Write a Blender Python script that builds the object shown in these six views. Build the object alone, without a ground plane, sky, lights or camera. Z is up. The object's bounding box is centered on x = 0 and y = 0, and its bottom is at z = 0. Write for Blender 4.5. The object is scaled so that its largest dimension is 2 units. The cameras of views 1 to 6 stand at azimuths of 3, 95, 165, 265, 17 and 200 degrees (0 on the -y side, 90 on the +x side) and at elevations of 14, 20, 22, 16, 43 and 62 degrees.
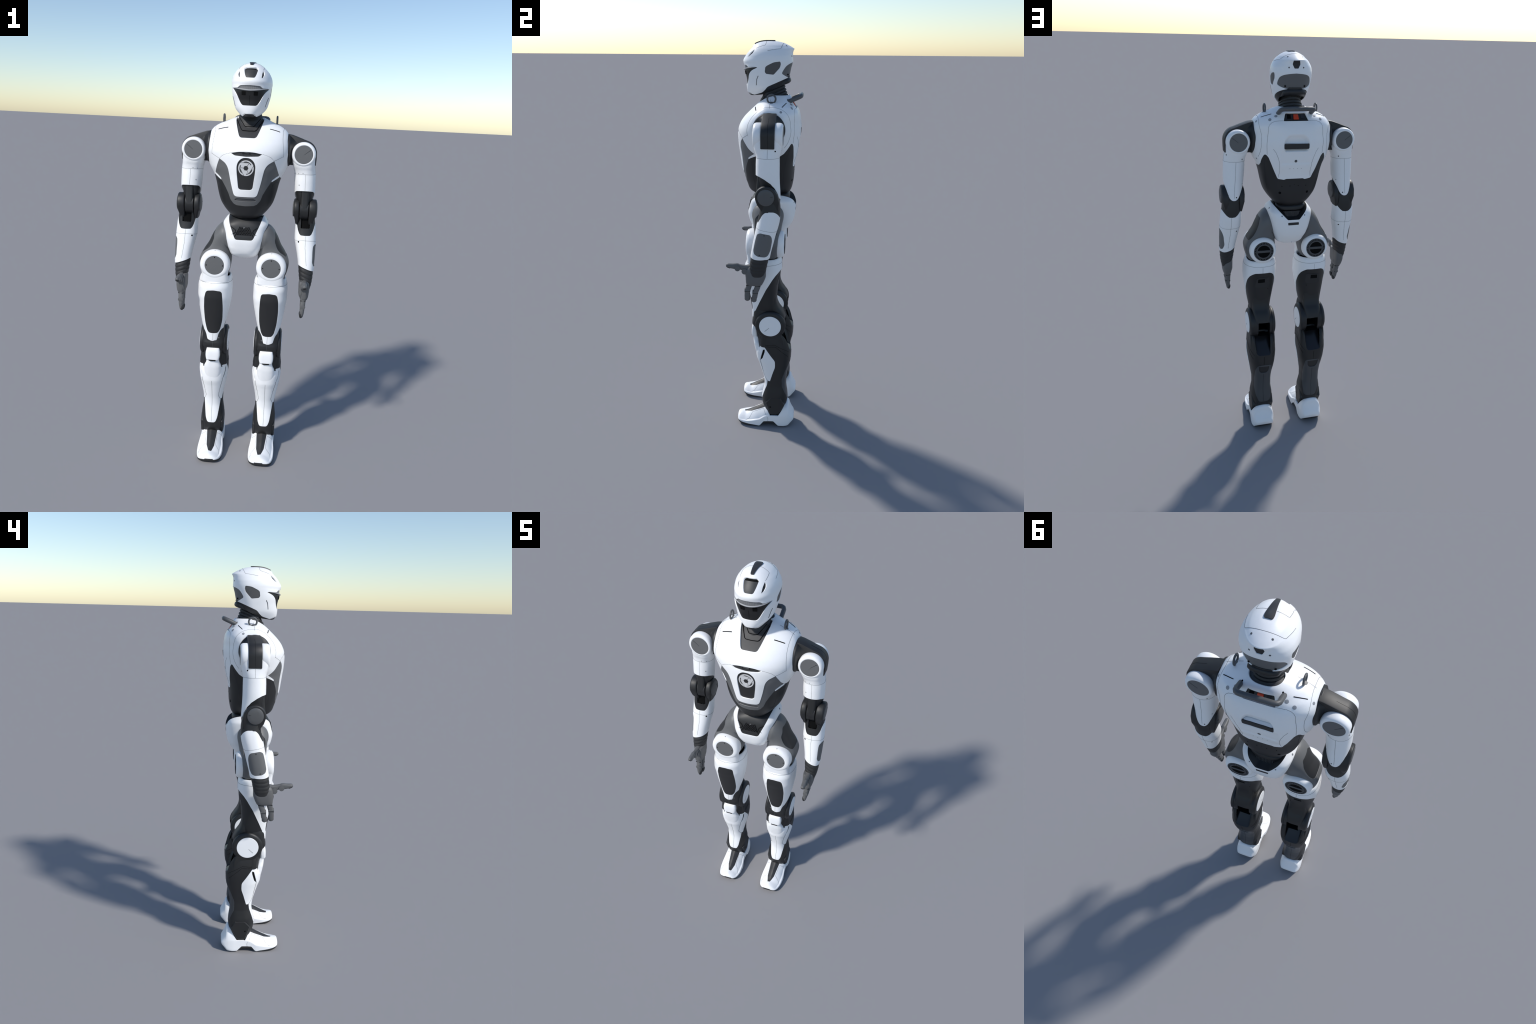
import bpy, bmesh, math, random
import numpy as np
from mathutils import Vector, Matrix

random.seed(7)

# ---------------------------------------------------------------- scene root
for o in list(bpy.data.objects):
    bpy.data.objects.remove(o, do_unlink=True)
COL = bpy.context.scene.collection

# ---------------------------------------------------------------- materials
def plastic(name, color, rough, grain=0.02, bump=0.0, metallic=0.0, coat=0.0, scale=220.0, spec=0.5):
    m = bpy.data.materials.new(name)
    m.use_nodes = True
    nt = m.node_tree
    b = nt.nodes["Principled BSDF"]
    tc = nt.nodes.new("ShaderNodeTexCoord")
    no = nt.nodes.new("ShaderNodeTexNoise")
    no.inputs["Scale"].default_value = scale
    no.inputs["Detail"].default_value = 3.0
    nt.links.new(tc.outputs["Object"], no.inputs["Vector"])
    ramp = nt.nodes.new("ShaderNodeValToRGB")
    lo = [c * (1.0 - grain) for c in color]
    hi = [min(1.0, c * (1.0 + grain)) for c in color]
    ramp.color_ramp.elements[0].position = 0.3
    ramp.color_ramp.elements[1].position = 0.7
    ramp.color_ramp.elements[0].color = (*lo, 1)
    ramp.color_ramp.elements[1].color = (*hi, 1)
    nt.links.new(no.outputs["Fac"], ramp.inputs["Fac"])
    nt.links.new(ramp.outputs["Color"], b.inputs["Base Color"])
    b.inputs["Roughness"].default_value = rough
    b.inputs["Metallic"].default_value = metallic
    b.inputs["Coat Weight"].default_value = coat
    b.inputs["Specular IOR Level"].default_value = spec
    if bump > 0:
        bp = nt.nodes.new("ShaderNodeBump")
        bp.inputs["Strength"].default_value = bump
        bp.inputs["Distance"].default_value = 0.0005
        nt.links.new(no.outputs["Fac"], bp.inputs["Height"])
        nt.links.new(bp.outputs["Normal"], b.inputs["Normal"])
    return m

WHITE = plastic("white_shell_plastic", (0.90, 0.903, 0.91), 0.36, grain=0.012)
BLACK = plastic("matte_black_plastic", (0.0145, 0.0147, 0.0155), 0.50, grain=0.06, bump=0.05)
DARK = plastic("dark_panel_plastic", (0.017, 0.017, 0.018), 0.55, grain=0.06, bump=0.05)
GREY = plastic("mid_grey_plastic", (0.124, 0.126, 0.128), 0.50, grain=0.03, bump=0.05)
HANDG = plastic("hand_grey_plastic", (0.112, 0.112, 0.113), 0.50, grain=0.04, bump=0.05)
RUBBER = plastic("black_rubber", (0.022, 0.022, 0.023), 0.62, grain=0.08, bump=0.1)
VOID = plastic("recess_black", (0.004, 0.004, 0.004), 0.8, grain=0.0, spec=0.1)
GAP = plastic("panel_gap_shadow_grey", (0.045, 0.046, 0.05), 0.8, grain=0.0, spec=0.1)
METAL = plastic("ring_metal", (0.085, 0.087, 0.09), 0.45, grain=0.05, metallic=0.0)
ORANGE = plastic("orange_switch", (0.62, 0.055, 0.012), 0.45, grain=0.02)
SILVER = plastic("silver_mark", (0.55, 0.55, 0.56), 0.4, grain=0.02)
MESHM = plastic("speaker_mesh", (0.016, 0.016, 0.018), 0.45, grain=0.5, bump=0.3, scale=420.0)

# ---------------------------------------------------------------- numerics
def pchip(x, y, xi):
    x = np.asarray(x, float); y = np.asarray(y, float); xi = np.asarray(xi, float)
    h = np.diff(x); d = np.diff(y) / h
    m = np.zeros_like(y)
    if len(x) == 2:
        m[:] = d[0]
    else:
        for i in range(1, len(x) - 1):
            if d[i - 1] * d[i] > 0:
                w1 = 2 * h[i] + h[i - 1]; w2 = h[i] + 2 * h[i - 1]
                m[i] = (w1 + w2) / (w1 / d[i - 1] + w2 / d[i])
        m[0] = d[0]; m[-1] = d[-1]
    k = np.clip(np.searchsorted(x, xi, side="right") - 1, 0, len(x) - 2)
    t = (xi - x[k]) / h[k]
    return ((2 * t**3 - 3 * t**2 + 1) * y[k] + (t**3 - 2 * t**2 + t) * h[k] * m[k]
            + (-2 * t**3 + 3 * t**2) * y[k + 1] + (t**3 - t**2) * h[k] * m[k + 1])

def rounded(pts, rad, seg=6, closed=True):
    """Polygon with filleted corners. rad: one number or one per point."""
    pts = [np.array(p, float) for p in pts]
    n = len(pts)
    rads = [rad] * n if np.isscalar(rad) else list(rad)
    out = []
    for i in range(n):
        if not closed and i in (0, n - 1):
            out.append(pts[i]); continue
        p, a, b = pts[i], pts[i - 1], pts[(i + 1) % n]
        da, db = a - p, b - p
        la, lb = np.linalg.norm(da), np.linalg.norm(db)
        r = min(rads[i], 0.48 * la, 0.48 * lb)
        if r < 1e-5:
            out.append(p); continue
        A, B = p + da / la * r, p + db / lb * r
        for s in range(seg + 1):
            t = s / seg
            out.append((1 - t)**2 * A + 2 * t * (1 - t) * p + t * t * B)
    return np.array(out)

def mirrored(half):
    """closed outline symmetric in the first coordinate from its +side half (top to bottom)"""
    h = [tuple(p) for p in half]
    return h + [(-p[0], p[1]) for p in reversed(h) if abs(p[0]) > 1e-6]

def seg_dist(P, A, B):
    d = B - A
    L = max(d @ d, 1e-18)
    t = np.clip(((P - A) @ d) / L, 0, 1)
    q = P - A - t[:, None] * d
    return np.sqrt((q * q).sum(1))

def poly_sdf(pts):
    pts = np.asarray(pts, float)
    def f(P):
        n = len(P)
        d = np.full(n, 1e9); ins = np.zeros(n, bool)
        for i in range(len(pts)):
            A, B = pts[i], pts[(i + 1) % len(pts)]
            d = np.minimum(d, seg_dist(P, A, B))
            c = (A[1] > P[:, 1]) != (B[1] > P[:, 1])
            with np.errstate(divide="ignore", invalid="ignore"):
                xx = (B[0] - A[0]) * (P[:, 1] - A[1]) / (B[1] - A[1]) + A[0]
            ins ^= c & (P[:, 0] < xx)
        return np.where(ins, d, -d)
    return f

def line_sdf(pts, w):
    pts = np.asarray(pts, float)
    def f(P):
        d = np.full(len(P), 1e9)
        for i in range(len(pts) - 1):
            d = np.minimum(d, seg_dist(P, pts[i], pts[i + 1]))
        return w * 0.5 - d
    return f

def on(axes, f, *conds):
    """project 3D points to the named axes, evaluate f there; conds are extra half space functions"""
    ix = ["xyz".index(c) for c in axes]
    def g(V):
        r = f(V[:, ix])
        for c in conds:
            r = np.minimum(r, c(V))
        return r
    return g

def half(axis, sign, at=0.0):
    i = "xyz".index(axis)
    return lambda V: sign * (V[:, i] - at)

# ---------------------------------------------------------------- surfaces
class Surf:
    def __init__(s, V, N, F):
        s.V = np.array(V, float); s.N = np.array(N, float)
        s.F = [tuple(f) for f in F]; s.R = ["base"] * len(s.F)

    def carve(s, name, field, frm=None):
        f = field(s.V)
        f = np.where(np.abs(f) < 1e-7, 1e-7, f)
        frm = {frm} if isinstance(frm, str) else (set(frm) if frm else None)
        cutmap = {}; nv = []; nn = []; edges = []
        base = len(s.V)
        F2 = []; R2 = []
        todo = []
        sg = f > 0
        for fc, r in zip(s.F, s.R):
            if frm is not None and r not in frm:
                F2.append(fc); R2.append(r); continue
            a = [bool(sg[i]) for i in fc]
            if all(a):
                F2.append(fc); R2.append(name)
            elif not any(a):
                F2.append(fc); R2.append(r)
            else:
                todo.append((fc, r))
        def cp(i, j):
            k = (i, j) if i < j else (j, i)
            if k not in cutmap:
                cutmap[k] = base + len(edges); edges.append(k)
            return cutmap[k]
        def split(fc, r):
            n = len(fc)
            a = [bool(sg[i]) for i in fc]
            cr = sum(a[i] != a[(i + 1) % n] for i in range(n))
            if cr > 2:
                for i in range(1, n - 1):
                    t = (fc[0], fc[i], fc[i + 1])
                    b = [bool(sg[q]) for q in t]
                    if all(b): F2.append(t); R2.append(name)
                    elif not any(b): F2.append(t); R2.append(r)
                    else: split(t, r)
                return
            pos, neg = [], []
            for i in range(n):
                j = (i + 1) % n
                (pos if a[i] else neg).append(fc[i])
                if a[i] != a[j]:
                    c = cp(fc[i], fc[j]); pos.append(c); neg.append(c)
            F2.append(tuple(pos)); R2.append(name)
            F2.append(tuple(neg)); R2.append(r)
        for fc, r in todo:
            split(fc, r)
        if edges:
            E = np.array(edges); A, B = s.V[E[:, 0]], s.V[E[:, 1]]
            fa, fb = f[E[:, 0]].copy(), f[E[:, 1]].copy()
            lo, hi = np.zeros(len(E)), np.ones(len(E))
            for _ in range(12):
                t = (lo + hi) / 2
                fm = field(A + (B - A) * t[:, None])
                same = (fm > 0) == (fa > 0)
                lo = np.where(same, t, lo); hi = np.where(same, hi, t)
            t = np.clip((lo + hi) / 2, 0.002, 0.998)[:, None]
            NA = s.N[E[:, 0]] * (1 - t) + s.N[E[:, 1]] * t
            NA /= np.maximum(np.linalg.norm(NA, axis=1), 1e-9)[:, None]
            s.V = np.vstack([s.V, A + (B - A) * t]); s.N = np.vstack([s.N, NA])
        s.F, s.R = F2, R2
        return s

    def drop(s, *names):
        k = [i for i, r in enumerate(s.R) if r not in names]
        s.F = [s.F[i] for i in k]; s.R = [s.R[i] for i in k]
        return s

    def seam(s, axes, pts, w=0.0016, frm=None, conds=(), name="seam"):
        return s.carve(name, on(axes, line_sdf(pts, w), *conds), frm)

    def take(s, region):
        """copy of one region as a surface of its own"""
        F = [f for f, r in zip(s.F, s.R) if r == region]
        used = sorted({i for f in F for i in f}); mp = {v: i for i, v in enumerate(used)}
        t = Surf(s.V[used], s.N[used], [tuple(mp[i] for i in f) for f in F]); t.R = [region] * len(F)
        return t

    def renormal(s):
        N = np.zeros_like(s.V)
        for f in s.F:
            p = s.V[list(f)]; q = np.roll(p, -1, 0)
            n = np.cross(p, q).sum(0)
            for i in f: N[i] += n
        s.N = N / np.maximum(np.linalg.norm(N, axis=1), 1e-12)[:, None]
        return s

    def ray(s, o, d):
        from mathutils.bvhtree import BVHTree
        if not hasattr(s, "_b"):
            s._b = BVHTree.FromPolygons([Vector(v) for v in s.V], [list(f) for f in s.F])
        h = s._b.ray_cast(Vector(o), Vector(d))
        return h

    def bvh(s):
        from mathutils.bvhtree import BVHTree
        return BVHTree.FromPolygons([Vector(v) for v in s.V], [list(f) for f in s.F])

def grid_normals(G):
    """G: rows x cols x 3, closed in columns"""
    du = np.roll(G, -1, 1) - np.roll(G, 1, 1)
    dv = np.gradient(G, axis=0)
    N = np.cross(du, dv)
    L = np.linalg.norm(N, axis=2)
    N = N / np.maximum(L, 1e-12)[..., None]
    return N, L

def grid_surf(G, cap=True):
    r, c, _ = G.shape
    N, L = grid_normals(G)
    ctr = G.reshape(-1, 3).mean(0)
    # outward orientation decided on the whole
    flip = ((G - G.mean(1, keepdims=True)) * N).sum() < 0
    if flip: N = -N
    V = [*G.reshape(-1, 3)]; NN = [*N.reshape(-1, 3)]
    F = []
    for i in range(r - 1):
        for j in range(c):
            k = (j + 1) % c
            q = (i * c + j, i * c + k, (i + 1) * c + k, (i + 1) * c + j)
            F.append(tuple(reversed(q)) if flip else q)
    if cap:
        for i, inner in ((0, 1), (r - 1, r - 2)):
            p = G[i].mean(0)
            dirn = p - G[inner].mean(0)
            dirn = dirn / max(np.linalg.norm(dirn), 1e-9)
            V.append(p); NN.append(dirn); ci = len(V) - 1
            for j in range(c):
                k = (j + 1) % c
                t = (ci, i * c + k, i * c + j) if (i == 0) else (ci, i * c + j, i * c + k)
                F.append(tuple(reversed(t)) if flip else t)
    return Surf(V, NN, F)

def ring(xl, xr, yf, yb, p, pb, n, yc=None):
    th = np.linspace(0, 2 * math.pi, n, endpoint=False)
    c, s_ = np.cos(th), np.sin(th)
    xc = (xl + xr) / 2
    yc = (yf + yb) / 2 if yc is None else yc
    P = np.where(s_ < 0, p, pb)
    a = (xr - xl) / 2
    b = np.where(s_ < 0, yc - yf, yb - yc)
    # blend exponents smoothly across the sides
    w = 0.5 + 0.5 * np.clip(s_ * 3, -1, 1)
    P = p * (1 - w) + pb * w
    r = (np.abs(c)**P + np.abs(s_)**P)**(-1 / P)
    return np.stack([xc + a * r * c, yc + b * r * s_], 1)

def loft(table, nu=96, nv=60, cap=True, frame=None, warp=None, yc=None):
    """table rows: z, xl, xr, yf, yb, p_front, p_back. frame: 4x4 Matrix local->world."""
    T = np.array(table, float)
    d = np.sqrt((np.diff(T[:, :5], axis=0)**2).sum(1))
    t = np.concatenate([[0], np.cumsum(np.maximum(d, 1e-5))])
    ti = np.unique(np.concatenate([np.linspace(0, t[-1], nv)]))
    cols = [pchip(t, T[:, k], ti) for k in range(T.shape[1])]
    ycs = None if yc is None else pchip(t, np.array(yc, float), ti)
    G = np.zeros((len(ti), nu, 3))
    for i in range(len(ti)):
        z, xl, xr, yf, yb, p, pb = [c[i] for c in cols]
        R = ring(xl, xr, yf, yb, p, pb, nu, None if ycs is None else ycs[i])
        G[i, :, :2] = R; G[i, :, 2] = z
    if warp is not None:
        G = warp(G)
    if frame is not None:
        M = np.array(frame)
        G = G @ M[:3, :3].T + M[:3, 3]
    return grid_surf(G, cap)

def lathe(profile, center, axis, nu=64, cap=True, smooth=False):
    """profile: list of (height along axis, radius). axis: 'x','y','z' or vector."""
    if isinstance(axis, str):
        ax = Vector({"x": (1, 0, 0), "y": (0, 1, 0), "z": (0, 0, 1), "-x": (-1, 0, 0), "-y": (0, -1, 0), "-z": (0, 0, -1)}[axis])
    else:
        ax = Vector(axis).normalized()
    u = ax.orthogonal().normalized(); v = ax.cross(u)
    u, v, a = np.array(u), np.array(v), np.array(ax)
    th = np.linspace(0, 2 * math.pi, nu, endpoint=False)
    G = np.array([[np.array(center) + a * h + (u * math.cos(q) + v * math.sin(q)) * r for q in th] for h, r in profile])
    return grid_surf(G, cap)

def spine(secs, nu=64, nv=40, cap=True):
    """sections: (center xyz, direction of travel xyz, half width side, half width up, exponent, side axis)"""
    t = [0.0]
    for i in range(1, len(secs)):
        t.append(t[-1] + max(1e-4, np.linalg.norm(np.array(secs[i][0]) - np.array(secs[i - 1][0])) + 0.3 * abs(secs[i][2] - secs[i - 1][2])))
    t = np.array(t); ti = np.linspace(0, t[-1], nv)
    C = np.stack([pchip(t, [s_[0][k] for s_ in secs], ti) for k in range(3)], 1)
    D = np.stack([pchip(t, [s_[1][k] for s_ in secs], ti) for k in range(3)], 1)
    A = pchip(t, [s_[2] for s_ in secs], ti); B = pchip(t, [s_[3] for s_ in secs], ti); P = pchip(t, [s_[4] for s_ in secs], ti)
    S = np.stack([pchip(t, [s_[5][k] for s_ in secs], ti) for k in range(3)], 1)
    th = np.linspace(0, 2 * math.pi, nu, endpoint=False)
    G = np.zeros((nv, nu, 3))
    for i in range(nv):
        d = D[i] / np.linalg.norm(D[i]); sd = S[i] - d * (S[i] @ d); sd /= np.linalg.norm(sd); up = np.cross(d, sd)
        r = (np.abs(np.cos(th))**P[i] + np.abs(np.sin(th))**P[i])**(-1 / P[i])
        G[i] = C[i] + np.outer(np.cos(th) * r * A[i], sd) + np.outer(np.sin(th) * r * B[i], up)
    return grid_surf(G, cap)

def prism(outline, lo, hi, axes="xz", bevel=0.002, seg=2, warp=None):
    """Solid from a 2D outline (in axes) extruded along the third axis lo..hi with bevelled rims. returns (verts, faces)"""
    o = np.array(outline, float)
    n = len(o)
    area = 0.5 * np.sum(o[:, 0] * np.roll(o[:, 1], -1) - np.roll(o[:, 0], -1) * o[:, 1])
    if area < 0: o = o[::-1]
    e0 = o - np.roll(o, 1, 0); e1 = np.roll(o, -1, 0) - o
    n0 = np.stack([e0[:, 1], -e0[:, 0]], 1); n0 /= np.maximum(np.linalg.norm(n0, axis=1), 1e-9)[:, None]
    n1 = np.stack([e1[:, 1], -e1[:, 0]], 1); n1 /= np.maximum(np.linalg.norm(n1, axis=1), 1e-9)[:, None]
    nn = n0 + n1; nn /= np.maximum(np.linalg.norm(nn, axis=1), 1e-9)[:, None]
    rows = []
    k = "xyz".index([c for c in "xyz" if c not in axes][0]); ia, ib = "xyz".index(axes[0]), "xyz".index(axes[1])
    def row(inset, h):
        q = o - nn * inset
        r = np.zeros((n, 3)); r[:, ia] = q[:, 0]; r[:, ib] = q[:, 1]; r[:, k] = h
        return r
    steps = []
    for s_ in range(seg + 1):
        a = math.pi / 2 * s_ / seg
        steps.append((bevel * (1 - math.sin(a)), lo + bevel * (1 - math.cos(a))))
    for s_ in range(seg + 1):
        a = math.pi / 2 * s_ / seg
        steps.append((bevel * (1 - math.cos(a)), hi - bevel * (1 - math.sin(a))))
    G = np.array([row(i, h) for i, h in steps])
    V = G.reshape(-1, 3); m = len(G)
    F = []
    for i in range(m - 1):
        for j in range(n):
            kx = (j + 1) % n
            F.append((i * n + j, i * n + kx, (i + 1) * n + kx, (i + 1) * n + j))
    F.append(tuple(reversed(range(n)))); F.append(tuple(range((m - 1) * n, m * n)))
    if warp is not None: V = warp(V)
    return V, F

def tube(path, r, nu=16, closed=False, flat=None):
    P = np.array(path, float); n = len(P)
    G = np.zeros((n + (1 if closed else 0), nu, 3))
    prev = None
    for i in range(n):
        if closed: d = P[(i + 1) % n] - P[i - 1]
        else: d = P[min(i + 1, n - 1)] - P[max(i - 1, 0)]
        d /= np.linalg.norm(d)
        if prev is None:
            a = np.cross(d, [0.13, 0.77, 0.41]); a /= np.linalg.norm(a)
        else:
            a = prev - d * (prev @ d); a /= np.linalg.norm(a)
        prev = a; b = np.cross(d, a)
        rr = r[i] if not np.isscalar(r) else r
        th = np.linspace(0, 2 * math.pi, nu, endpoint=False)
        G[i] = P[i] + rr * (np.outer(np.cos(th), a) + np.outer(np.sin(th), b))
    if closed:
        G[n] = G[0]
    return grid_surf(G, not closed)

# ---------------------------------------------------------------- objects
ROOT = bpy.data.objects.new("humanoid_robot", None)
COL.objects.link(ROOT)
ROOT["label"] = "standing white and black humanoid robot with helmet head"
ROOT["category"] = "robot"

def add_mesh(name, V, F, mat, parent=None, normals=None, angle=35.0):
    me = bpy.data.meshes.new(name)
    me.from_pydata([tuple(v) for v in V], [], [tuple(f) for f in F])
    me.materials.append(mat)
    me.validate(verbose=False)
    me.polygons.foreach_set("use_smooth", [True] * len(me.polygons))
    if normals is not None and len(me.vertices) == len(normals):
        me.normals_split_custom_set_from_vertices([tuple(n) for n in normals])
    else:
        me.set_sharp_from_angle(angle=math.radians(angle))
    me.update()
    ob = bpy.data.objects.new(name, me)
    COL.objects.link(ob)
    ob.parent = parent if parent is not None else ROOT
    return ob

def flipx(V): 
    W = np.array(V, float).copy(); W[:, 0] *= -1; return W

def solid(name, VF, mat, parent=None, both=False, angle=35.0):
    """VF: (verts, faces) or a list of them joined; parent may be a pair for both sides"""
    parts = VF if isinstance(VF, list) else [VF]
    V, F = [], []
    for p in parts:
        v, f = (p.V, p.F) if isinstance(p, Surf) else p
        k = len(V); V += [tuple(q) for q in v]; F += [tuple(i + k for i in g) for g in f]
    pa = parent if isinstance(parent, tuple) else (parent, parent)
    a = add_mesh(name, V, F, mat, pa[0], None, angle)
    if not both: return a
    b = add_mesh(name, flipx(V), [tuple(reversed(f)) for f in F], mat, pa[1], None, angle)
    return (a, b)

def shell(s, region, name, mat, parent=None, off=0.0, depth=0.005, both=False, skirt=True):
    """Turn one region of a surface into a panel with its own rim going inwards."""
    regs = {region} if isinstance(region, str) else set(region)
    F = [f for f, r in zip(s.F, s.R) if r in regs]
    if not F:
        print("EMPTY region", region, name); return (None, None) if both else None
    used = sorted({i for f in F for i in f}); mp = {v: i for i, v in enumerate(used)}
    V = s.V[used] + s.N[used] * off; N = s.N[used].copy()
    F = [tuple(mp[i] for i in f) for f in F]
    if skirt:
        cnt = {}
        for f in F:
            for i in range(len(f)):
                e = (f[i], f[(i + 1) % len(f)])
                cnt[e] = cnt.get(e, 0) + 1
        bd = [e for e in cnt if (e[1], e[0]) not in cnt]
        extraV, extraN, sk = [], [], []
        side = {}
        for a, b in bd:
            t = V[b] - V[a]
            nrm = np.cross(t, N[a] + N[b])
            for k in (a, b): side[k] = side.get(k, 0) + nrm
        idx = {}
        base = len(V)
        for k in side:
            n = side[k]; L = np.linalg.norm(n); n = n / L if L > 1e-12 else N[k]
            rim = n * 0.75 + N[k] * 0.65; rim /= np.linalg.norm(rim)
            idx[k] = base + len(extraV)
            extraV += [V[k] , V[k] - N[k] * (depth + off)]; extraN += [rim, n]
        for a, b in bd:
            F.append((b, a, idx[a], idx[b])) if False else None
            F.append((idx[b], idx[a], idx[a] + 1, idx[b] + 1))
        if extraV:
            V = np.vstack([V, extraV]); N = np.vstack([N, extraN])
    pa = parent if isinstance(parent, tuple) else (parent, parent)
    a = add_mesh(name, V, F, mat, pa[0], N)
    if not both: return a
    b = add_mesh(name, flipx(V), [tuple(reversed(f)) for f in F], mat, pa[1], flipx(N))
    return (a, b)

def rows(*r): return [list(q) for q in r]
# ================================================================ BASE VOLUMES
# rows: z, xl, xr, yf, yb, p_front, p_back   (left side parts are built at +x)

def sym(rows_):  # rows with half width instead of xl, xr
    return [[r[0], -r[1], r[1], *r[2:]] for r in rows_]

# ---- torso
RIM = lambda z: 0.184 + np.clip(1.688 - z, -0.05, 0.2) * 0.10
def torso_warp(G):
    x = G[..., 0]; z = G[..., 2]
    lim = RIM(z)
    s = np.sign(x); a = np.abs(x)
    k = 0.004   # soft clamp
    d = a - lim
    soft = lim + d - np.where(d > -k * 3, (d + np.sqrt(d * d + k * k)) / 2, 0) * np.where(d > -k * 3, 1, 0)
    a2 = np.where(d > -k * 3, soft, a)
    G = G.copy(); G[..., 0] = s * a2
    sm = lambda e0, e1, v: (lambda t: t * t * (3 - 2 * t))(np.clip((v - e0) / (e1 - e0), 0, 1))
    ax = np.abs(x); rear = (G[..., 1] > 0.07)
    plateau = 0.0045 * sm(0.02, 0.07, ax) * (1 - sm(0.085, 0.128, ax)) * sm(1.44, 1.49, z) * (1 - sm(1.68, 1.71, z))
    hollow = 0.004 * (1 - sm(0.062, 0.082, ax)) * sm(1.495, 1.51, z) * (1 - sm(1.555, 1.575, z))
    G[..., 1] += np.where(rear, plateau - hollow, 0)
    return G
TORSO_T = sym(rows(
    (1.282, 0.040, -0.040, 0.075, 2.2, 2.4),
    (1.284, 0.062, -0.062, 0.098, 2.2, 2.5),
    (1.291, 0.074, -0.076, 0.113, 2.2, 2.7),
    (1.305, 0.088, -0.089, 0.123, 2.1, 2.9),
    (1.330, 0.109, -0.098, 0.130, 2.1, 3.0),
    (1.360, 0.127, -0.1085, 0.1345, 2.1, 3.0),
    (1.410, 0.142, -0.123, 0.137, 2.05, 3.0),
    (1.450, 0.151, -0.130, 0.142, 2.0, 2.9),
    (1.485, 0.162, -0.135, 0.150, 2.0, 2.7),
    (1.530, 0.186, -0.1405, 0.160, 2.0, 2.4),
    (1.570, 0.199, -0.142, 0.164, 2.1, 2.3),
    (1.600, 0.205, -0.139, 0.1655, 2.2, 2.3),
    (1.630, 0.204, -0.128, 0.1625, 2.25, 2.3),
    (1.660, 0.198, -0.107, 0.157, 2.25, 2.6),
    (1.685, 0.186, -0.083, 0.149, 2.25, 2.9),
    (1.705, 0.169, -0.062, 0.140, 2.2, 2.9),
    (1.722, 0.143, -0.045, 0.130, 2.1, 2.5),
    (1.738, 0.106, -0.027, 0.120, 2.0, 2.5),
    (1.752, 0.075, -0.005, 0.112, 2.0, 2.4),
    (1.760, 0.056, 0.020, 0.105, 2.0, 2.2)))
def make_torso():
    return loft(TORSO_T, 288, 150, warp=torso_warp, yc=[0.02] * 16 + [0.022, 0.03, 0.045, 0.06])

# ---- head
HEAD_T = sym(rows(
    (1.7500, 0.026, -0.074, 0.050, 2.0, 2.0),
    (1.7530, 0.036, -0.084, 0.060, 2.0, 2.0),
    (1.7680, 0.051, -0.095, 0.075, 2.25, 2.0),
    (1.7950, 0.0730, -0.0995, 0.095, 2.4, 2.1),
    (1.8250, 0.0825, -0.1010, 0.102, 2.5, 2.2),
    (1.8500, 0.0885, -0.1065, 0.108, 2.5, 2.3),
    (1.8700, 0.0918, -0.1100, 0.112, 2.4, 2.3),
    (1.8800, 0.0930, -0.1095, 0.114, 2.3, 2.3),
    (1.8900, 0.0940, -0.1100, 0.117, 2.25, 2.3),
    (1.9000, 0.0948, -0.1140, 0.1190, 2.12, 2.3),
    (1.9080, 0.0950, -0.1155, 0.1192, 2.12, 2.3),
    (1.9270, 0.0925, -0.1080, 0.1180, 2.08, 2.3),
    (1.9450, 0.0850, -0.0970, 0.1185, 2.1, 2.2),
    (1.9550, 0.0785, -0.0895, 0.1215, 2.1, 2.1),
    (1.9620, 0.0730, -0.0835, 0.1245, 2.1, 2.0),
    (1.9660, 0.0690, -0.0800, 0.1195, 2.1, 2.0),
    (1.9780, 0.0560, -0.0670, 0.0980, 2.0, 2.1),
    (1.9880, 0.0400, -0.0480, 0.075, 2.0, 2.0),
    (1.9940, 0.0250, -0.0260, 0.050, 2.0, 2.0),
    (1.9960, 0.0120, -0.0100, 0.032, 2.0, 2.0)))
def make_head():
    return loft(HEAD_T, 224, 150, yc=[0.0, 0.0, 0.01, 0.014, 0.020, 0.024, 0.027, 0.028, 0.028, 0.028, 0.028, 0.026, 0.022, 0.020, 0.018, 0.016, 0.014, 0.012, 0.012, 0.012])

# ---- pelvis
PELVIS_T = sym(rows(
    (1.0760, 0.020, 0.000, 0.060, 2.2, 2.2),
    (1.0790, 0.040, -0.020, 0.078, 2.3, 2.3),
    (1.0870, 0.060, -0.042, 0.095, 2.3, 2.4),
    (1.1000, 0.070, -0.062, 0.110, 3.0, 3.0),
    (1.1150, 0.076, -0.075, 0.122, 3.0, 3.0),
    (1.1450, 0.087, -0.0865, 0.138, 3.6, 3.4),
    (1.1830, 0.0985, -0.093, 0.1465, 3.6, 3.4),
    (1.2220, 0.106, -0.086, 0.149, 3.6, 3.4),
    (1.2500, 0.110, -0.079, 0.142, 3.6, 3.4),
    (1.2700, 0.101, -0.069, 0.133, 3.0, 3.0),
    (1.2860, 0.085, -0.054, 0.118, 2.2, 2.3),
    (1.2890, 0.072, -0.045, 0.105, 2.2, 2.3)))
def make_pelvis():
    return loft(PELVIS_T, 200, 80)

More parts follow.
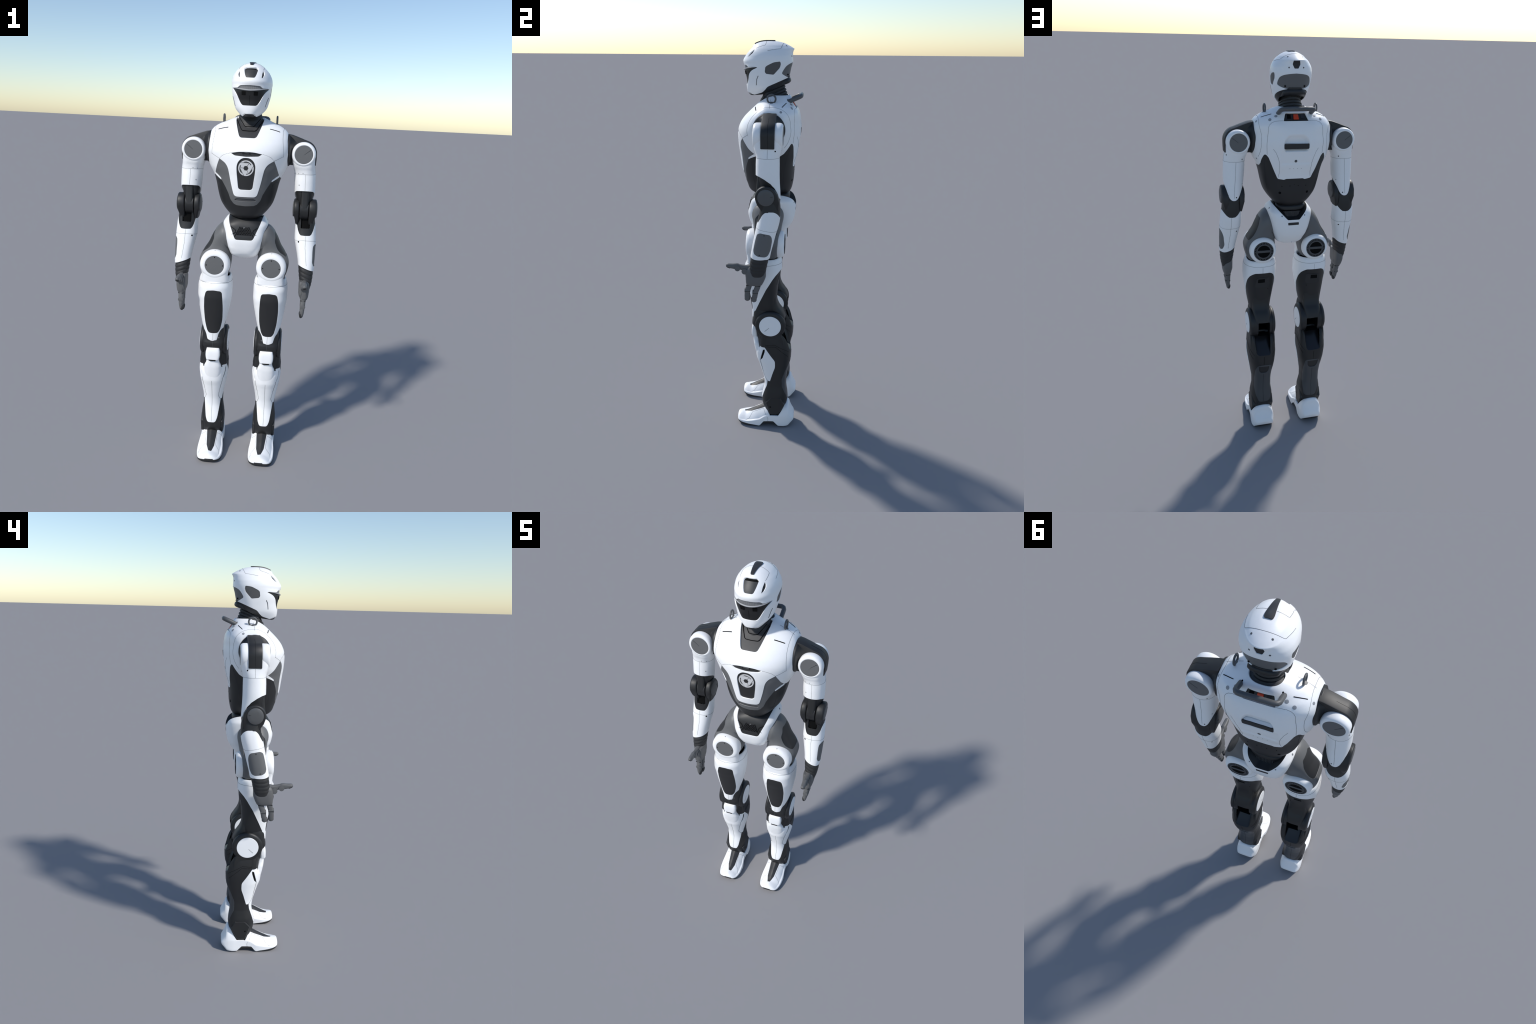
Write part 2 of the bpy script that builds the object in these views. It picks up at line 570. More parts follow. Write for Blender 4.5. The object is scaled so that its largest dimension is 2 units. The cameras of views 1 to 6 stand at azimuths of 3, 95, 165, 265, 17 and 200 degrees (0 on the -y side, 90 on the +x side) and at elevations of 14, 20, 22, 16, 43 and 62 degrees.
# ---- hip bracket
def make_hip():
    return spine([
        ((0.070, 0.013, 1.185), (1, 0, -0.05), 0.078, 0.070, 2.2, (0, 1, 0)),
        ((0.100, 0.013, 1.183), (1, 0, -0.20), 0.079, 0.068, 2.2, (0, 1, 0)),
        ((0.112, 0.014, 1.165), (0.75, 0, -0.66), 0.075, 0.060, 2.4, (0, 1, 0)),
        ((0.122, 0.014, 1.130), (0.45, 0, -0.90), 0.069, 0.062, 2.8, (0, 1, 0)),
        ((0.136, 0.013, 1.095), (0.20, 0, -0.97), 0.065, 0.0715, 3.6, (0, 1, 0)),
        ((0.1435, 0.012, 1.062), (0, 0, -1), 0.063, 0.0785, 4.5, (0, 1, 0)),
        ((0.1425, 0.013, 1.015), (0, 0, -1), 0.060, 0.0715, 4.0, (0, 1, 0)),
        ((0.1410, 0.014, 0.992), (0, 0, -1), 0.054, 0.062, 3.4, (0, 1, 0)),
        ((0.1405, 0.014, 0.980), (0, 0, -1), 0.040, 0.045, 3.0, (0, 1, 0)),
    ], 112, 100)

# ---- thigh (upper leg shell)
THIGH_T = rows(
    (0.900, 0.095, 0.185, -0.040, 0.050, 2.4, 2.4),
    (0.970, 0.074, 0.201, -0.055, 0.068, 2.4, 2.4),
    (0.984, 0.068, 0.206, -0.059, 0.074, 2.4, 2.4),
    (0.985, 0.066, 0.208, -0.060, 0.075, 2.4, 2.4),
    (0.978, 0.061, 0.214, -0.074, 0.083, 2.4, 2.4),
    (0.960, 0.057, 0.219, -0.087, 0.088, 2.4, 2.4),
    (0.930, 0.055, 0.2225, -0.097, 0.089, 2.4, 2.4),
    (0.890, 0.055, 0.2225, -0.096, 0.080, 2.4, 2.4),
    (0.850, 0.059, 0.218, -0.089, 0.074, 2.3, 2.4),
    (0.800, 0.068, 0.211, -0.079, 0.070, 2.3, 2.5),
    (0.750, 0.078, 0.203, -0.069, 0.067, 2.3, 2.6),
    (0.710, 0.086, 0.196, -0.0625, 0.070, 2.3, 2.8),
    (0.680, 0.092, 0.190, -0.060, 0.078, 2.4, 2.8),
    (0.650, 0.098, 0.184, -0.0590, 0.078, 2.5, 2.8),
    (0.640, 0.102, 0.180, -0.0570, 0.076, 2.5, 2.8))
def make_thigh():
    return loft(THIGH_T, 144, 105)

# ---- calf / shin
CALF_T = rows(
    (0.580, 0.080, 0.200, -0.030, 0.116, 3.0, 3.0),
    (0.560, 0.074, 0.206, -0.030, 0.124, 3.0, 3.0),
    (0.530, 0.069, 0.211, -0.030, 0.133, 2.8, 3.0),
    (0.500, 0.066, 0.2135, -0.030, 0.139, 2.6, 3.0),
    (0.460, 0.0650, 0.2145, -0.040, 0.1455, 2.4, 3.0),
    (0.420, 0.068, 0.2115, -0.0365, 0.1445, 2.3, 3.0),
    (0.380, 0.074, 0.205, -0.023, 0.138, 2.3, 2.9),
    (0.335, 0.083, 0.197, -0.009, 0.128, 2.3, 2.8),
    (0.290, 0.0885, 0.191, 0.003, 0.1225, 2.3, 2.8),
    (0.255, 0.0885, 0.191, 0.0065, 0.1215, 2.4, 2.8),
    (0.225, 0.0845, 0.195, 0.003, 0.124, 2.5, 2.8),
    (0.190, 0.080, 0.199, -0.004, 0.129, 2.6, 2.8),
    (0.160, 0.081, 0.198, -0.008, 0.131, 2.6, 2.8),
    (0.130, 0.085, 0.194, -0.005, 0.126, 2.6, 2.8),
    (0.100, 0.090, 0.190, 0.008, 0.112, 2.8, 2.8),
    (0.070, 0.096, 0.186, 0.025, 0.097, 3.0, 3.0))
def make_calf():
    return loft(CALF_T, 144, 130)

# ---- upper arm
UARM_T = rows(
    (1.600, 0.2045, 0.3165, -0.0400, 0.0900, 4.0, 4.0),
    (1.565, 0.2070, 0.3175, -0.0398, 0.0898, 3.6, 3.6),
    (1.540, 0.2130, 0.3190, -0.0365, 0.0865, 2.9, 2.9),
    (1.520, 0.2190, 0.3220, -0.0305, 0.0815, 2.4, 2.4),
    (1.500, 0.222, 0.325, -0.028, 0.0785, 2.1, 2.1),
    (1.470, 0.223, 0.326, -0.029, 0.079, 2.1, 2.1),
    (1.430, 0.226, 0.327, -0.029, 0.0795, 2.1, 2.1),
    (1.390, 0.231, 0.325, -0.026, 0.081, 2.1, 2.2),
    (1.350, 0.240, 0.322, -0.015, 0.084, 2.1, 2.4),
    (1.310, 0.255, 0.312, 0.000, 0.086, 2.1, 2.6))
def make_uarm():
    return loft(UARM_T, 112, 90)

# ---- forearm
FARM_T = rows(
    (1.326, 0.2500, 0.3260, 0.030, 0.078, 3.0, 3.0),
    (1.316, 0.2440, 0.3310, 0.010, 0.082, 3.0, 3.0),
    (1.300, 0.2440, 0.3350, -0.008, 0.084, 2.8, 2.8),
    (1.270, 0.2430, 0.3390, -0.010, 0.087, 2.5, 2.6),
    (1.240, 0.242, 0.344, -0.014, 0.0865, 2.4, 2.5),
    (1.215, 0.242, 0.346, -0.019, 0.084, 2.3, 2.4),
    (1.190, 0.2425, 0.3475, -0.0245, 0.0785, 2.3, 2.3),
    (1.150, 0.250, 0.3490, -0.032, 0.067, 2.3, 2.3),
    (1.110, 0.259, 0.3490, -0.040, 0.057, 2.3, 2.3),
    (1.070, 0.266, 0.3480, -0.047, 0.047, 2.3, 2.3),
    (1.025, 0.270, 0.3460, -0.054, 0.038, 2.3, 2.3))
def make_farm():
    return loft(FARM_T, 112, 70)

# ---- wrist cuff (rubber bellows)
def cuff_warp(G):
    G = G.copy()
    c = G.mean(1, keepdims=True)
    z = G[..., 2]; x = G[..., 0]
    ph = (z + 0.38 * (x - 0.31) - 0.945) / 0.0195
    env = np.clip((z - 0.955 + 0.38 * (x - 0.31)) / 0.02, 0, 1) * np.clip((1.065 - z - 0.38 * (x - 0.31)) / 0.012, 0, 1)
    k = 1 + 0.045 * env * (np.abs(np.sin(math.pi * ph)) - 0.6)
    G[..., 0] = c[..., 0] + (G[..., 0] - c[..., 0]) * k
    G[..., 1] = c[..., 1] + (G[..., 1] - c[..., 1]) * k
    return G
CUFF_T = rows(
    (1.072, 0.270, 0.3440, -0.044, 0.044, 2.3, 2.3),
    (1.045, 0.271, 0.3440, -0.048, 0.0385, 2.3, 2.3),
    (1.010, 0.275, 0.3430, -0.053, 0.030, 2.3, 2.3),
    (0.980, 0.279, 0.3400, -0.056, 0.024, 2.4, 2.4),
    (0.950, 0.283, 0.3340, -0.056, 0.017, 2.5, 2.5),
    (0.938, 0.286, 0.3300, -0.050, 0.011, 2.5, 2.5))
def make_cuff():
    return loft(CUFF_T, 96, 90, warp=cuff_warp)
# ================================================================ HELPERS ON SURFACES
def patch(bv, center, du, dv, half_u, half_v, n=60, reach=0.08):
    """fine rectangular patch laid on a surface: rays cast along -normal of (du,dv)"""
    du, dv = np.array(du, float), np.array(dv, float); nn = np.cross(du, dv)
    V, N = [], []
    for i in range(n + 1):
        for j in range(n + 1):
            a, b = (2 * i / n - 1) * half_u, (2 * j / n - 1) * half_v
            o = np.array(center) + du * a + dv * b + nn * reach
            h = bv.ray_cast(Vector(o), Vector(-nn))
            V.append(tuple(h[0]) if h[0] is not None else tuple(o - nn * reach)); N.append(nn)
    F = [(i * (n + 1) + j, (i + 1) * (n + 1) + j, (i + 1) * (n + 1) + j + 1, i * (n + 1) + j + 1) for i in range(n) for j in range(n)]
    return Surf(V, N, F)

def lay(bv, pts, step=0.004, lift=0.0):
    """resample a 3D polyline and drop it on the surface"""
    P = [np.array(p, float) for p in pts]
    out = []
    for a, b in zip(P[:-1], P[1:]):
        k = max(1, int(np.linalg.norm(b - a) / step))
        for i in range(k):
            out.append(a + (b - a) * i / k)
    out.append(P[-1])
    res = []
    for p in out:
        h = bv.find_nearest(Vector(p))
        res.append(np.array(h[0]) + np.array(h[1]) * lift)
    return res

def seams(name, bv, lines, parent, r=0.00055, both=False, mat=None, lift=0.0):
    parts = []
    for ln in lines:
        p = lay(bv, ln, 0.004, lift)
        keep = [p[0]]
        for q in p[1:]:
            if np.linalg.norm(q - keep[-1]) > 0.0008: keep.append(q)
        if len(keep) > 2: parts.append(tube(keep, r, 6))
    return solid(name, parts, mat or GAP, parent, both)

def dots(name, bv, pts, r, mat, parent, both=False, h=0.0006):
    parts = []
    for p in pts:
        rr = p[3] if len(p) > 3 else r
        n = bv.find_nearest(Vector(p[:3]))
        c, d = n[0], n[1]
        parts.append(lathe([(-0.002, rr), (h * 0.5, rr), (h, rr * 0.85)], tuple(c), tuple(d), 16))
    return solid(name, parts, mat, parent, both)

def circle2(c, r, n=48, a0=0.0, a1=2 * math.pi, close=True):
    a = np.linspace(a0, a1, n, endpoint=not close)
    return np.stack([c[0] + r * np.cos(a), c[1] + r * np.sin(a)], 1)

def inset(poly, d):
    """offset of a polygon outwards (d>0)"""
    p = np.array(poly, float)
    a = 0.5 * np.sum(p[:, 0] * np.roll(p[:, 1], -1) - np.roll(p[:, 0], -1) * p[:, 1])
    s = 1 if a > 0 else -1
    e0 = p - np.roll(p, 1, 0); e1 = np.roll(p, -1, 0) - p
    t = e0 / np.maximum(np.linalg.norm(e0, axis=1), 1e-9)[:, None] + e1 / np.maximum(np.linalg.norm(e1, axis=1), 1e-9)[:, None]
    n = np.stack([t[:, 1], -t[:, 0]], 1) * s
    n /= np.maximum(np.linalg.norm(n, axis=1), 1e-9)[:, None]
    return p + n * d

FRONT = half("y", -1, 0.02)
BACK = half("y", 1, 0.02)

# ================================================================ TORSO
def build_torso():
    t = make_torso(); bv = t.bvh()
    # lower boundary of the white/grey upper body, as height over the angle from the front
    ang = [0, .33, .438, .548, .604, .694, .8515, 1.117, 1.146, 1.446, 1.558, 1.867, 1.992, 2.170, 2.205, 2.25, 2.300, 2.446, 2.495, 2.53, 2.73, 2.806, 3.15]
    zz = [1.3495, 1.352, 1.3586, 1.3776, 1.407, 1.431, 1.464, 1.4966, 1.489, 1.481, 1.480, 1.486, 1.5005, 1.543, 1.547, 1.5435, 1.532, 1.4549, 1.434, 1.429, 1.4245, 1.429, 1.429]
    def below(V):
        a = np.arctan2(np.abs(V[:, 0]), -(V[:, 1] - 0.02))
        return (np.interp(a, ang, zz) - V[:, 2]) * 0.6
    t.carve("lower", below)
    # collar opening for the neck
    col = rounded(mirrored([(0.062, 1.86), (0.0655, 1.742), (0.0600, 1.722), (0.0470, 1.684), (0.0375, 1.6625)]), [0, 0, 0.01, 0.01, 0.012, 0.012, 0.01, 0.01, 0, 0])
    t.carve("collar", on("xz", poly_sdf(col), lambda V: np.where(V[:, 1] < 0.03, 1.0, V[:, 2] - 1.757)), "base")
    # grey flank band and the white Y plate
    grey = mirrored([(0.0, 1.60), (0.1262, 1.5660), (0.1380, 1.5368), (0.1505, 1.4966), (0.17, 1.42), (0.17, 1.30)])
    t.carve("grey", on("xz", poly_sdf(grey), FRONT), "base")
    yp = rounded(mirrored([(0.0, 1.5950), (0.0715, 1.5937), (0.0923, 1.5885), (0.1109, 1.5800), (0.1262, 1.5655), (0.0970, 1.5470), (0.0838, 1.5264),
                           (0.0768, 1.495), (0.0700, 1.462), (0.0615, 1.428), (0.0520, 1.3945)]),
                 [0, 0.01, 0.01, 0.01, 0, 0.012, 0.012, 0.01, 0.01, 0.01, 0.016] + [0.016, 0.01, 0.01, 0.01, 0.012, 0.012, 0, 0.01, 0.01, 0.01])
    t.carve("y_gap", on("xz", poly_sdf(inset(yp, 0.0016)), FRONT), "grey")
    t.carve("y_plate", on("xz", poly_sdf(yp), FRONT), ("base", "grey", "y_gap"))
    slot = rounded(mirrored([(0.0, 1.6022), (0.0367, 1.6008), (0.0722, 1.5940), (0.0570, 1.5835), (0.0, 1.5800)]), [0, .01, .001, .006, 0, .006, .001, .01])
    t.carve("chest_slot", on("xz", poly_sdf(slot), FRONT), ("base", "y_plate"))
    lp = rounded(mirrored([(0.0, 1.5755), (0.0180, 1.5735), (0.0350, 1.5600), (0.0440, 1.5380), (0.0425, 1.5050), (0.0375, 1.4650), (0.0330, 1.4275)]),
                 [.01, .01, .012, .012, .02, .02, .014, .014, .02, .02, .012, .012, .01])
    t.carve("logo_panel", on("xz", poly_sdf(lp), FRONT), "y_plate")
    tri = [(0.1515, 1.4975), (0.1495, 1.4860), (0.1165, 1.4655), (0.1210, 1.4745)]
    t.carve("flank_flash", on("xz", poly_sdf(tri), FRONT), ("grey", "lower", "base"))
    t.carve("flank_flash", on("xz", poly_sdf([(-x, z) for x, z in tri]), FRONT), ("grey", "lower", "base"))
    dent = rounded(mirrored([(0.040, 1.3865), (0.0510, 1.3800), (0.0480, 1.3735), (0.030, 1.3725)]), 0.003)
    t.carve("belly_dent", on("xz", poly_sdf(dent), FRONT), "grey")
    # shoulder socket
    for sx in (1, -1):
        t.carve("socket", on("yz", poly_sdf(circle2((0.021, 1.612), 0.0765, 64)), half("x", sx, 0.12 * sx)), ("base",))
    # switch recess and handle slot on the back
    t.carve("switch_box", on("xz", poly_sdf(rounded(mirrored([(0.0485, 1.7335), (0.0605, 1.6995)]), 0.004)), BACK), ("base", "collar"))
    t.carve("grip_slot", on("xz", poly_sdf([(-0.0605, 1.5745), (0.0605, 1.5755), (0.0610, 1.5995), (-0.0600, 1.5985)]), BACK), "base")

    scoop = rounded(mirrored([(0.0605, 1.56), (0.0640, 1.602), (0.0560, 1.625), (0.0380, 1.643)]), 0.012)
    t.carve("scoop", on("xz", poly_sdf(scoop), BACK), "base")
    body = shell(t, "base", "torso", WHITE, depth=0.012)
    T = body
    shell(t, "lower", "abdomen_shell", BLACK, T)
    shell(t, "grey", "flank_panel", GREY, T, off=-0.0008)
    shell(t, "y_gap", "panel_gap", VOID, T, off=-0.003, depth=0.004)
    shell(t, "belly_dent", "belly_recess", plastic("belly_recess_grey", (0.07, 0.071, 0.075), 0.5), T, off=-0.004)
    shell(t, "y_plate", "chest_plate", WHITE, T, off=0.0006, depth=0.008)
    shell(t, "chest_slot", "chest_vent", BLACK, T, off=-0.007, depth=0.008)
    shell(t, "logo_panel", "emblem_panel", DARK, T, off=-0.0035, depth=0.006)
    shell(t, "flank_flash", "flank_trim", WHITE, T, off=0.0015)
    shell(t, "socket", "shoulder_socket", BLACK, T, off=-0.006, depth=0.008)
    shell(t, "switch_box", "switch_recess", VOID, T, off=-0.008, depth=0.009)
    shell(t, "grip_slot", "grip_slot", DARK, T, off=0.0, depth=0.004)
    solid("grip_ledge", prism([(-0.0600, 0.138), (0.0600, 0.138), (0.0600, 0.158), (0.045, 0.1628), (0.0, 0.1638), (-0.045, 0.1628), (-0.0600, 0.158)], 1.5945, 1.5980, "xy", 0.0004, 1), WHITE, T)
    sc = t.take("scoop")
    e = np.clip(on("xz", poly_sdf(scoop))(sc.V) / 0.016, 0, 1)
    sc.V[:, 1] -= 0.020 * e * e * (3 - 2 * e) * np.clip((1.648 - sc.V[:, 2]) / 0.048, 0, 1)
    sc.renormal()
    shell(sc, "scoop", "grip_scoop", WHITE, T, depth=0.004, skirt=False)
    COLM = plastic("collar_grey_black", (0.032, 0.032, 0.033), 0.55, grain=0.05)
    shell(t, "collar", "collar", COLM, T, off=-0.007, depth=0.012)

    # emblem: ring with three swirling blades round a hexagonal hole
    e = patch(bv, (0, -0.14, 1.5285), (1, 0, 0), (0, 0, 1), 0.037, 0.037, 110)
    c0 = np.array([0.0, 1.5285])
    hexa = circle2(c0, 0.0118, 6)
    e.carve("mark", on("xz", poly_sdf(circle2(c0, 0.0355, 72))))
    e.carve("hole", on("xz", poly_sdf(hexa)), "mark")
    cres = np.array([(-0.013, 0.0243), (-0.0065, 0.0280), (0.0015, 0.0288), (0.0105, 0.0264), (0.0175, 0.0215), (0.0228, 0.0157), (0.0205, 0.0128), (0.0150, 0.0190), (0.0115, 0.0232), (0.0, 0.0238)])
    for k in range(3):
        a = math.radians(120 * k); R = np.array([[math.cos(a), -math.sin(a)], [math.sin(a), math.cos(a)]])
        e.carve("hole", on("xz", poly_sdf(c0 + (cres * 1.06) @ R.T)), "mark")
        e.carve("hole", on("xz", line_sdf(c0 + np.array([(-0.027, 0.0243), (0.012, 0.0238)]) @ R.T, 0.0017)), "mark")
        e.carve("hole", on("xz", line_sdf(c0 + np.array([(0.0135, 0.0215), (0.006, 0.0100)]) @ R.T, 0.0020)), "mark")
    shell(e, "mark", "emblem", SILVER, T, off=-0.0022, depth=0.004)

    # panel seams
    ringarc = [(0.16, 0.0228 + 0.1 * math.cos(a), 1.610 + 0.1 * math.sin(a)) for a in np.linspace(math.radians(195), math.radians(-50), 60)]
    lines = [ringarc,
             [(0.1654, -0.078, 1.586), (0.1262, -0.1076, 1.5653)],
             [(0.168, 0.022, 1.708), (0.135, 0.022, 1.733), (0.10, 0.022, 1.742)],
             [(0.0, 0.1425, 1.700), (0.098, 0.132, 1.6965), (0.113, 0.130, 1.690), (0.122, 0.130, 1.682), (0.128, 0.131, 1.672), (0.1300, 0.133, 1.655), (0.1335, 0.131, 1.60), (0.1343, 0.131, 1.546)],
             [(0.110, 0.150, 1.575), (0.095, 0.150, 1.558), (0.083, 0.15, 1.53), (0.077, 0.145, 1.50), (0.075, 0.14, 1.465), (0.080, 0.135, 1.436)],
             [(0.0722, -0.132, 1.5940), (0.0923, -0.1266, 1.5885), (0.1109, -0.1187, 1.5805), (0.1262, -0.1076, 1.5655)],
             [(0.142, 0.118, 1.53), (0.148, 0.10, 1.42), (0.138, 0.095, 1.36), (0.12, 0.09, 1.32)],
             [(0.126, -0.065, 1.455), (0.140, -0.045, 1.465), (0.146, -0.02, 1.462)],
             [(0.126, -0.065, 1.455), (0.118, -0.06, 1.40), (0.105, -0.055, 1.345)]]
    seams("panel_seam", bv, lines, T, both=False)
    seams("panel_seam", bv, [[(-x, y, z) for x, y, z in l] for l in lines], T)
    # shoulder slots
    for sx in (1, -1):
        seams("shoulder_slot", bv, [[(sx * 0.097, -0.049, 1.7057), (sx * 0.143, -0.0415, 1.6945)]], T, r=0.0023, mat=VOID)
        seams("shoulder_slot", bv, [[(sx * 0.1527, 0.078, 1.7086), (sx * 0.1087, 0.0957, 1.7265)]], T, r=0.0018, mat=VOID)
    dm = plastic("recess_shadow_grey", (0.30, 0.31, 0.33), 0.5)  # flat grey discs carry the shading of hollow white dimples
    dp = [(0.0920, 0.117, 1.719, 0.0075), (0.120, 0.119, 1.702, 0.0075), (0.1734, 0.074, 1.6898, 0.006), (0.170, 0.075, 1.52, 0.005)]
    dots("painted_dimple_shade", bv, dp + [(-x, y, z, r) for x, y, z, r in dp], 0.006, dm, T)
    dots("round_button", bv, [(0.0, 0.15, 1.517, 0.0068)], 0.0068, METAL, T, h=0.0012)
    dots("indicator_dot", bv, [(x, 0.148, 1.480) for x in (-0.029, -0.0105, 0.0085, 0.027)], 0.0012, GAP, T)
    dots("screw_hole", bv, [(sx * 0.0683, 0.128, 1.359, 0.0065) for sx in (1, -1)] + [(sx * 0.0205, 0.136, 1.393, 0.0022) for sx in (1, -1)]
         + [(sx * 0.0598, 0.133, 1.3925, 0.0022) for sx in (1, -1)] + [(0, 0.136, 1.3985, 0.0015)], 0.003, VOID, T)
    dots("screw_hole", bv, [(sx * 0.075, 0.103, 1.744, 0.0035) for sx in (1, -1)] + [(sx * 0.017, -0.139, 1.592, 0.0014) for sx in (1, -1)], 0.003, VOID, T)
    # switch box contents
    def on_back(poly, lift, thick, name, mat):
        def w(V):
            W = V.copy()
            for i, v in enumerate(V):
                h = bv.ray_cast(Vector((v[0], 0.4, v[2])), Vector((0, -1, 0)))
                W[i, 1] = h[0][1] + v[1] - 0.008
            return W
        solid(name, prism(poly, lift, lift + thick, "xz", 0.0008, 1, w), mat, T)
    on_back(rounded([(-0.0135, 1.7055), (0.0120, 1.7055), (0.0105, 1.7270), (-0.0110, 1.7270)], 0.002), 0.0, 0.006, "orange_switch", ORANGE)
    on_back(rounded([(-0.054, 1.7005), (0.054, 1.7005), (0.0445, 1.7325), (-0.0445, 1.7325)], 0.003), -0.004, 0.0055, "switch_plate", DARK)
    on_back([(0.024, 1.709), (0.042, 1.709), (0.040, 1.726), (0.023, 1.726)], 0.001, 0.0015, "connector_socket", VOID)
    on_back([(-0.024, 1.708), (-0.042, 1.708), (-0.040, 1.727), (-0.023, 1.727)], 0.001, 0.0018, "connector_grille", MESHM)
    # carrying handle
    hp = [(0.078, 0.088, 1.722), (0.078, 0.110, 1.733), (0.078, 0.135, 1.744), (0.0775, 0.148, 1.7495), (0.073, 0.157, 1.7535), (0.064, 0.1615, 1.7555)]
    path = hp + [(x, 0.162, 1.7555) for x in (0.04, 0.02, 0.0, -0.02, -0.04)] + [(-x, y, z) for x, y, z in reversed(hp)]
    solid("carry_handle", [tube(path, 0.0103, 20)], METAL, T)
    # lifting eyes
    for sx in (1, -1):
        c = np.array([sx * 0.126, 0.028, 1.7450])
        rg = [c + 0.0192 * np.array([0, math.cos(a), math.sin(a)]) for a in np.linspace(0, 2 * math.pi, 40, endpoint=False)]
        solid("lifting_eye", [tube(rg, 0.0042, 14, closed=True), lathe([(-0.006, 0.0095), (0.0035, 0.0095), (0.005, 0.008)], (sx * 0.126, 0.028, 1.7255), (0.35 * sx, 0, 1), 20)], METAL, T)
    return T

# ================================================================ HEAD
def build_head():
    h = make_head()
    # under jaw: everything below the jaw line is the black guard, below that open
    guard = [(-0.20, 1.740), (-0.085, 1.7485), (-0.02, 1.7575), (0.04, 1.785), (0.085, 1.810), (0.20, 1.845), (0.2, 1.70), (-0.2, 1.70)]
    jaw = rounded([(-0.20, 1.720), (-0.080, 1.7515), (-0.021, 1.7690), (-0.0068, 1.7820), (0.0045, 1.7960), (0.066, 1.8225), (0.0972, 1.8355), (0.20, 1.875), (0.2, 1.70), (-0.2, 1.70)],
                  [0, 0.002, .008, .006, .008, .01, 0, 0, 0, 0])
    h.carve("drop", on("yz", poly_sdf(guard)))
    h.carve("guard", on("yz", poly_sdf(jaw)), "base")
    chin = mirrored([(0.0, 1.7675), (0.0190, 1.7670), (0.0360, 1.7545), (0.040, 1.740), (0.0, 1.740)])
    h.carve("guard", on("xz", poly_sdf(chin), half("y", -1, -0.03)), "base")
    visor = rounded(mirrored([(0.0, 1.8700), (0.040, 1.8735), (0.0810, 1.8825), (0.0845, 1.8805), (0.0710, 1.8650), (0.0600, 1.8475), (0.0450, 1.8190), (0.0340, 1.8048)]),
                    [0, 0, 0, 0, .01, .008, .01, .008, .008, .01, .008, .01, 0, 0, 0])
    brow = rounded(mirrored([(0.0, 1.8925), (0.0470, 1.8912), (0.0570, 1.8820), (0.0820, 1.8830), (0.0800, 1.8800), (0.040, 1.8730), (0.0, 1.8698)]),
                   [0, .006, .004, 0, 0, 0, 0, 0, 0, 0, .004, .006])
    h.carve("brow", on("xz", poly_sdf(brow), FRONT), "base")
    h.carve("visor", on("xz", poly_sdf(visor), FRONT), ("base",))
    win = rounded(mirrored([(0.0, 1.9740), (0.0230, 1.9735), (0.0335, 1.9680), (0.0275, 1.9420), (0.0200, 1.9245)]), [0, .003, .004, .01, .006, .006, .01, .004, .003])
    h.carve("window", on("xz", poly_sdf(win), FRONT), "base")
    h.carve("window_dark", lambda V: V[:, 2] - 1.9655 - 0.000 + 2.2 * V[:, 0]**2, "window")
    for sx in (1, -1):
        sl = rounded([(sx * 0.0530, 1.9610), (sx * 0.0588, 1.9530), (sx * 0.0616, 1.9430), (sx * 0.0575, 1.9310), (sx * 0.0492, 1.9240), (sx * 0.0505, 1.9450)], .002)
        h.carve("temple_slot", on("xz", poly_sdf(sl), FRONT), "base")
        ear = rounded([(-0.0050, 1.8820), (0.0030, 1.8890), (0.0345, 1.9040), (0.0645, 1.9075), (0.0670, 1.8960), (0.0630, 1.8800), (0.0340, 1.8495), (-0.0010, 1.8530), (-0.0070, 1.8610)],
                      [.004, .006, .01, .005, .004, .008, .004, .004, .004])
        h.carve("ear", on("yz", poly_sdf(ear), half("x", sx, 0.03 * sx)), "base")
    nape = rounded(mirrored([(0.0, 1.9055), (0.0300, 1.9035), (0.0560, 1.8985), (0.0720, 1.8890), (0.0785, 1.8700), (0.0792, 1.8540), (0.0640, 1.8440), (0.0400, 1.8365), (0.0, 1.8330)]),
                   [0, .01, .01, .008, .01, .006, .01, .01, 0, .01, .01, .006, .01, .008, .01, .01])
    h.carve("nape", on("xz", poly_sdf(nape), half("y", 1, 0.05)), ("base",))
    cam = rounded(mirrored([(0.0155, 1.9605), (0.0185, 1.9440), (0.0095, 1.9265)]), .002)
    h.carve("cam", on("xz", poly_sdf(cam), half("y", 1, 0.05)), "base")
    fin = rounded([(-0.0065, -0.0605), (0.0065, -0.0605), (0.0160, 0.0200), (0.0140, 0.0340), (-0.0140, 0.0340), (-0.0160, 0.0200)], [.004, .004, .01, .005, .005, .01])
    h.carve("fin", on("xy", poly_sdf(fin), half("z", 1, 1.95)), "base")

    bv = make_head().bvh()
    H = shell(h, "base", "head", WHITE, depth=0.010)
    shell(h, "guard", "jaw_guard", BLACK, H, off=-0.003, depth=0.008)
    shell(h, "visor", "visor", plastic("visor_black", (0.0075, 0.0075, 0.008), 0.45, grain=0.05), H, off=-0.0032, depth=0.008)
    shell(h, "brow", "brow_grille", plastic("brow_grey", (0.17, 0.17, 0.175), 0.5), H, off=-0.004, depth=0.009)
    shell(h, "window", "forehead_window", plastic("window_grey", (0.030, 0.030, 0.031), 0.5), H, off=-0.005, depth=0.008)
    shell(h, "window_dark", "forehead_window_hood", VOID, H, off=-0.009, depth=0.010)
    shell(h, "temple_slot", "temple_slot", BLACK, H, off=-0.005, depth=0.007)
    shell(h, "ear", "ear_panel", plastic("ear_panel_grey", (0.085, 0.085, 0.086), 0.5, grain=0.15, scale=500), H, off=-0.0015)
    shell(h, "nape", "nape_panel", GREY, H, off=-0.003)
    shell(h, "cam", "camera_window", DARK, H, off=-0.003)
    shell(h, "fin", "crest", plastic("crest_black", (0.026, 0.026, 0.028), 0.45), H, off=0.0042, depth=0.002)
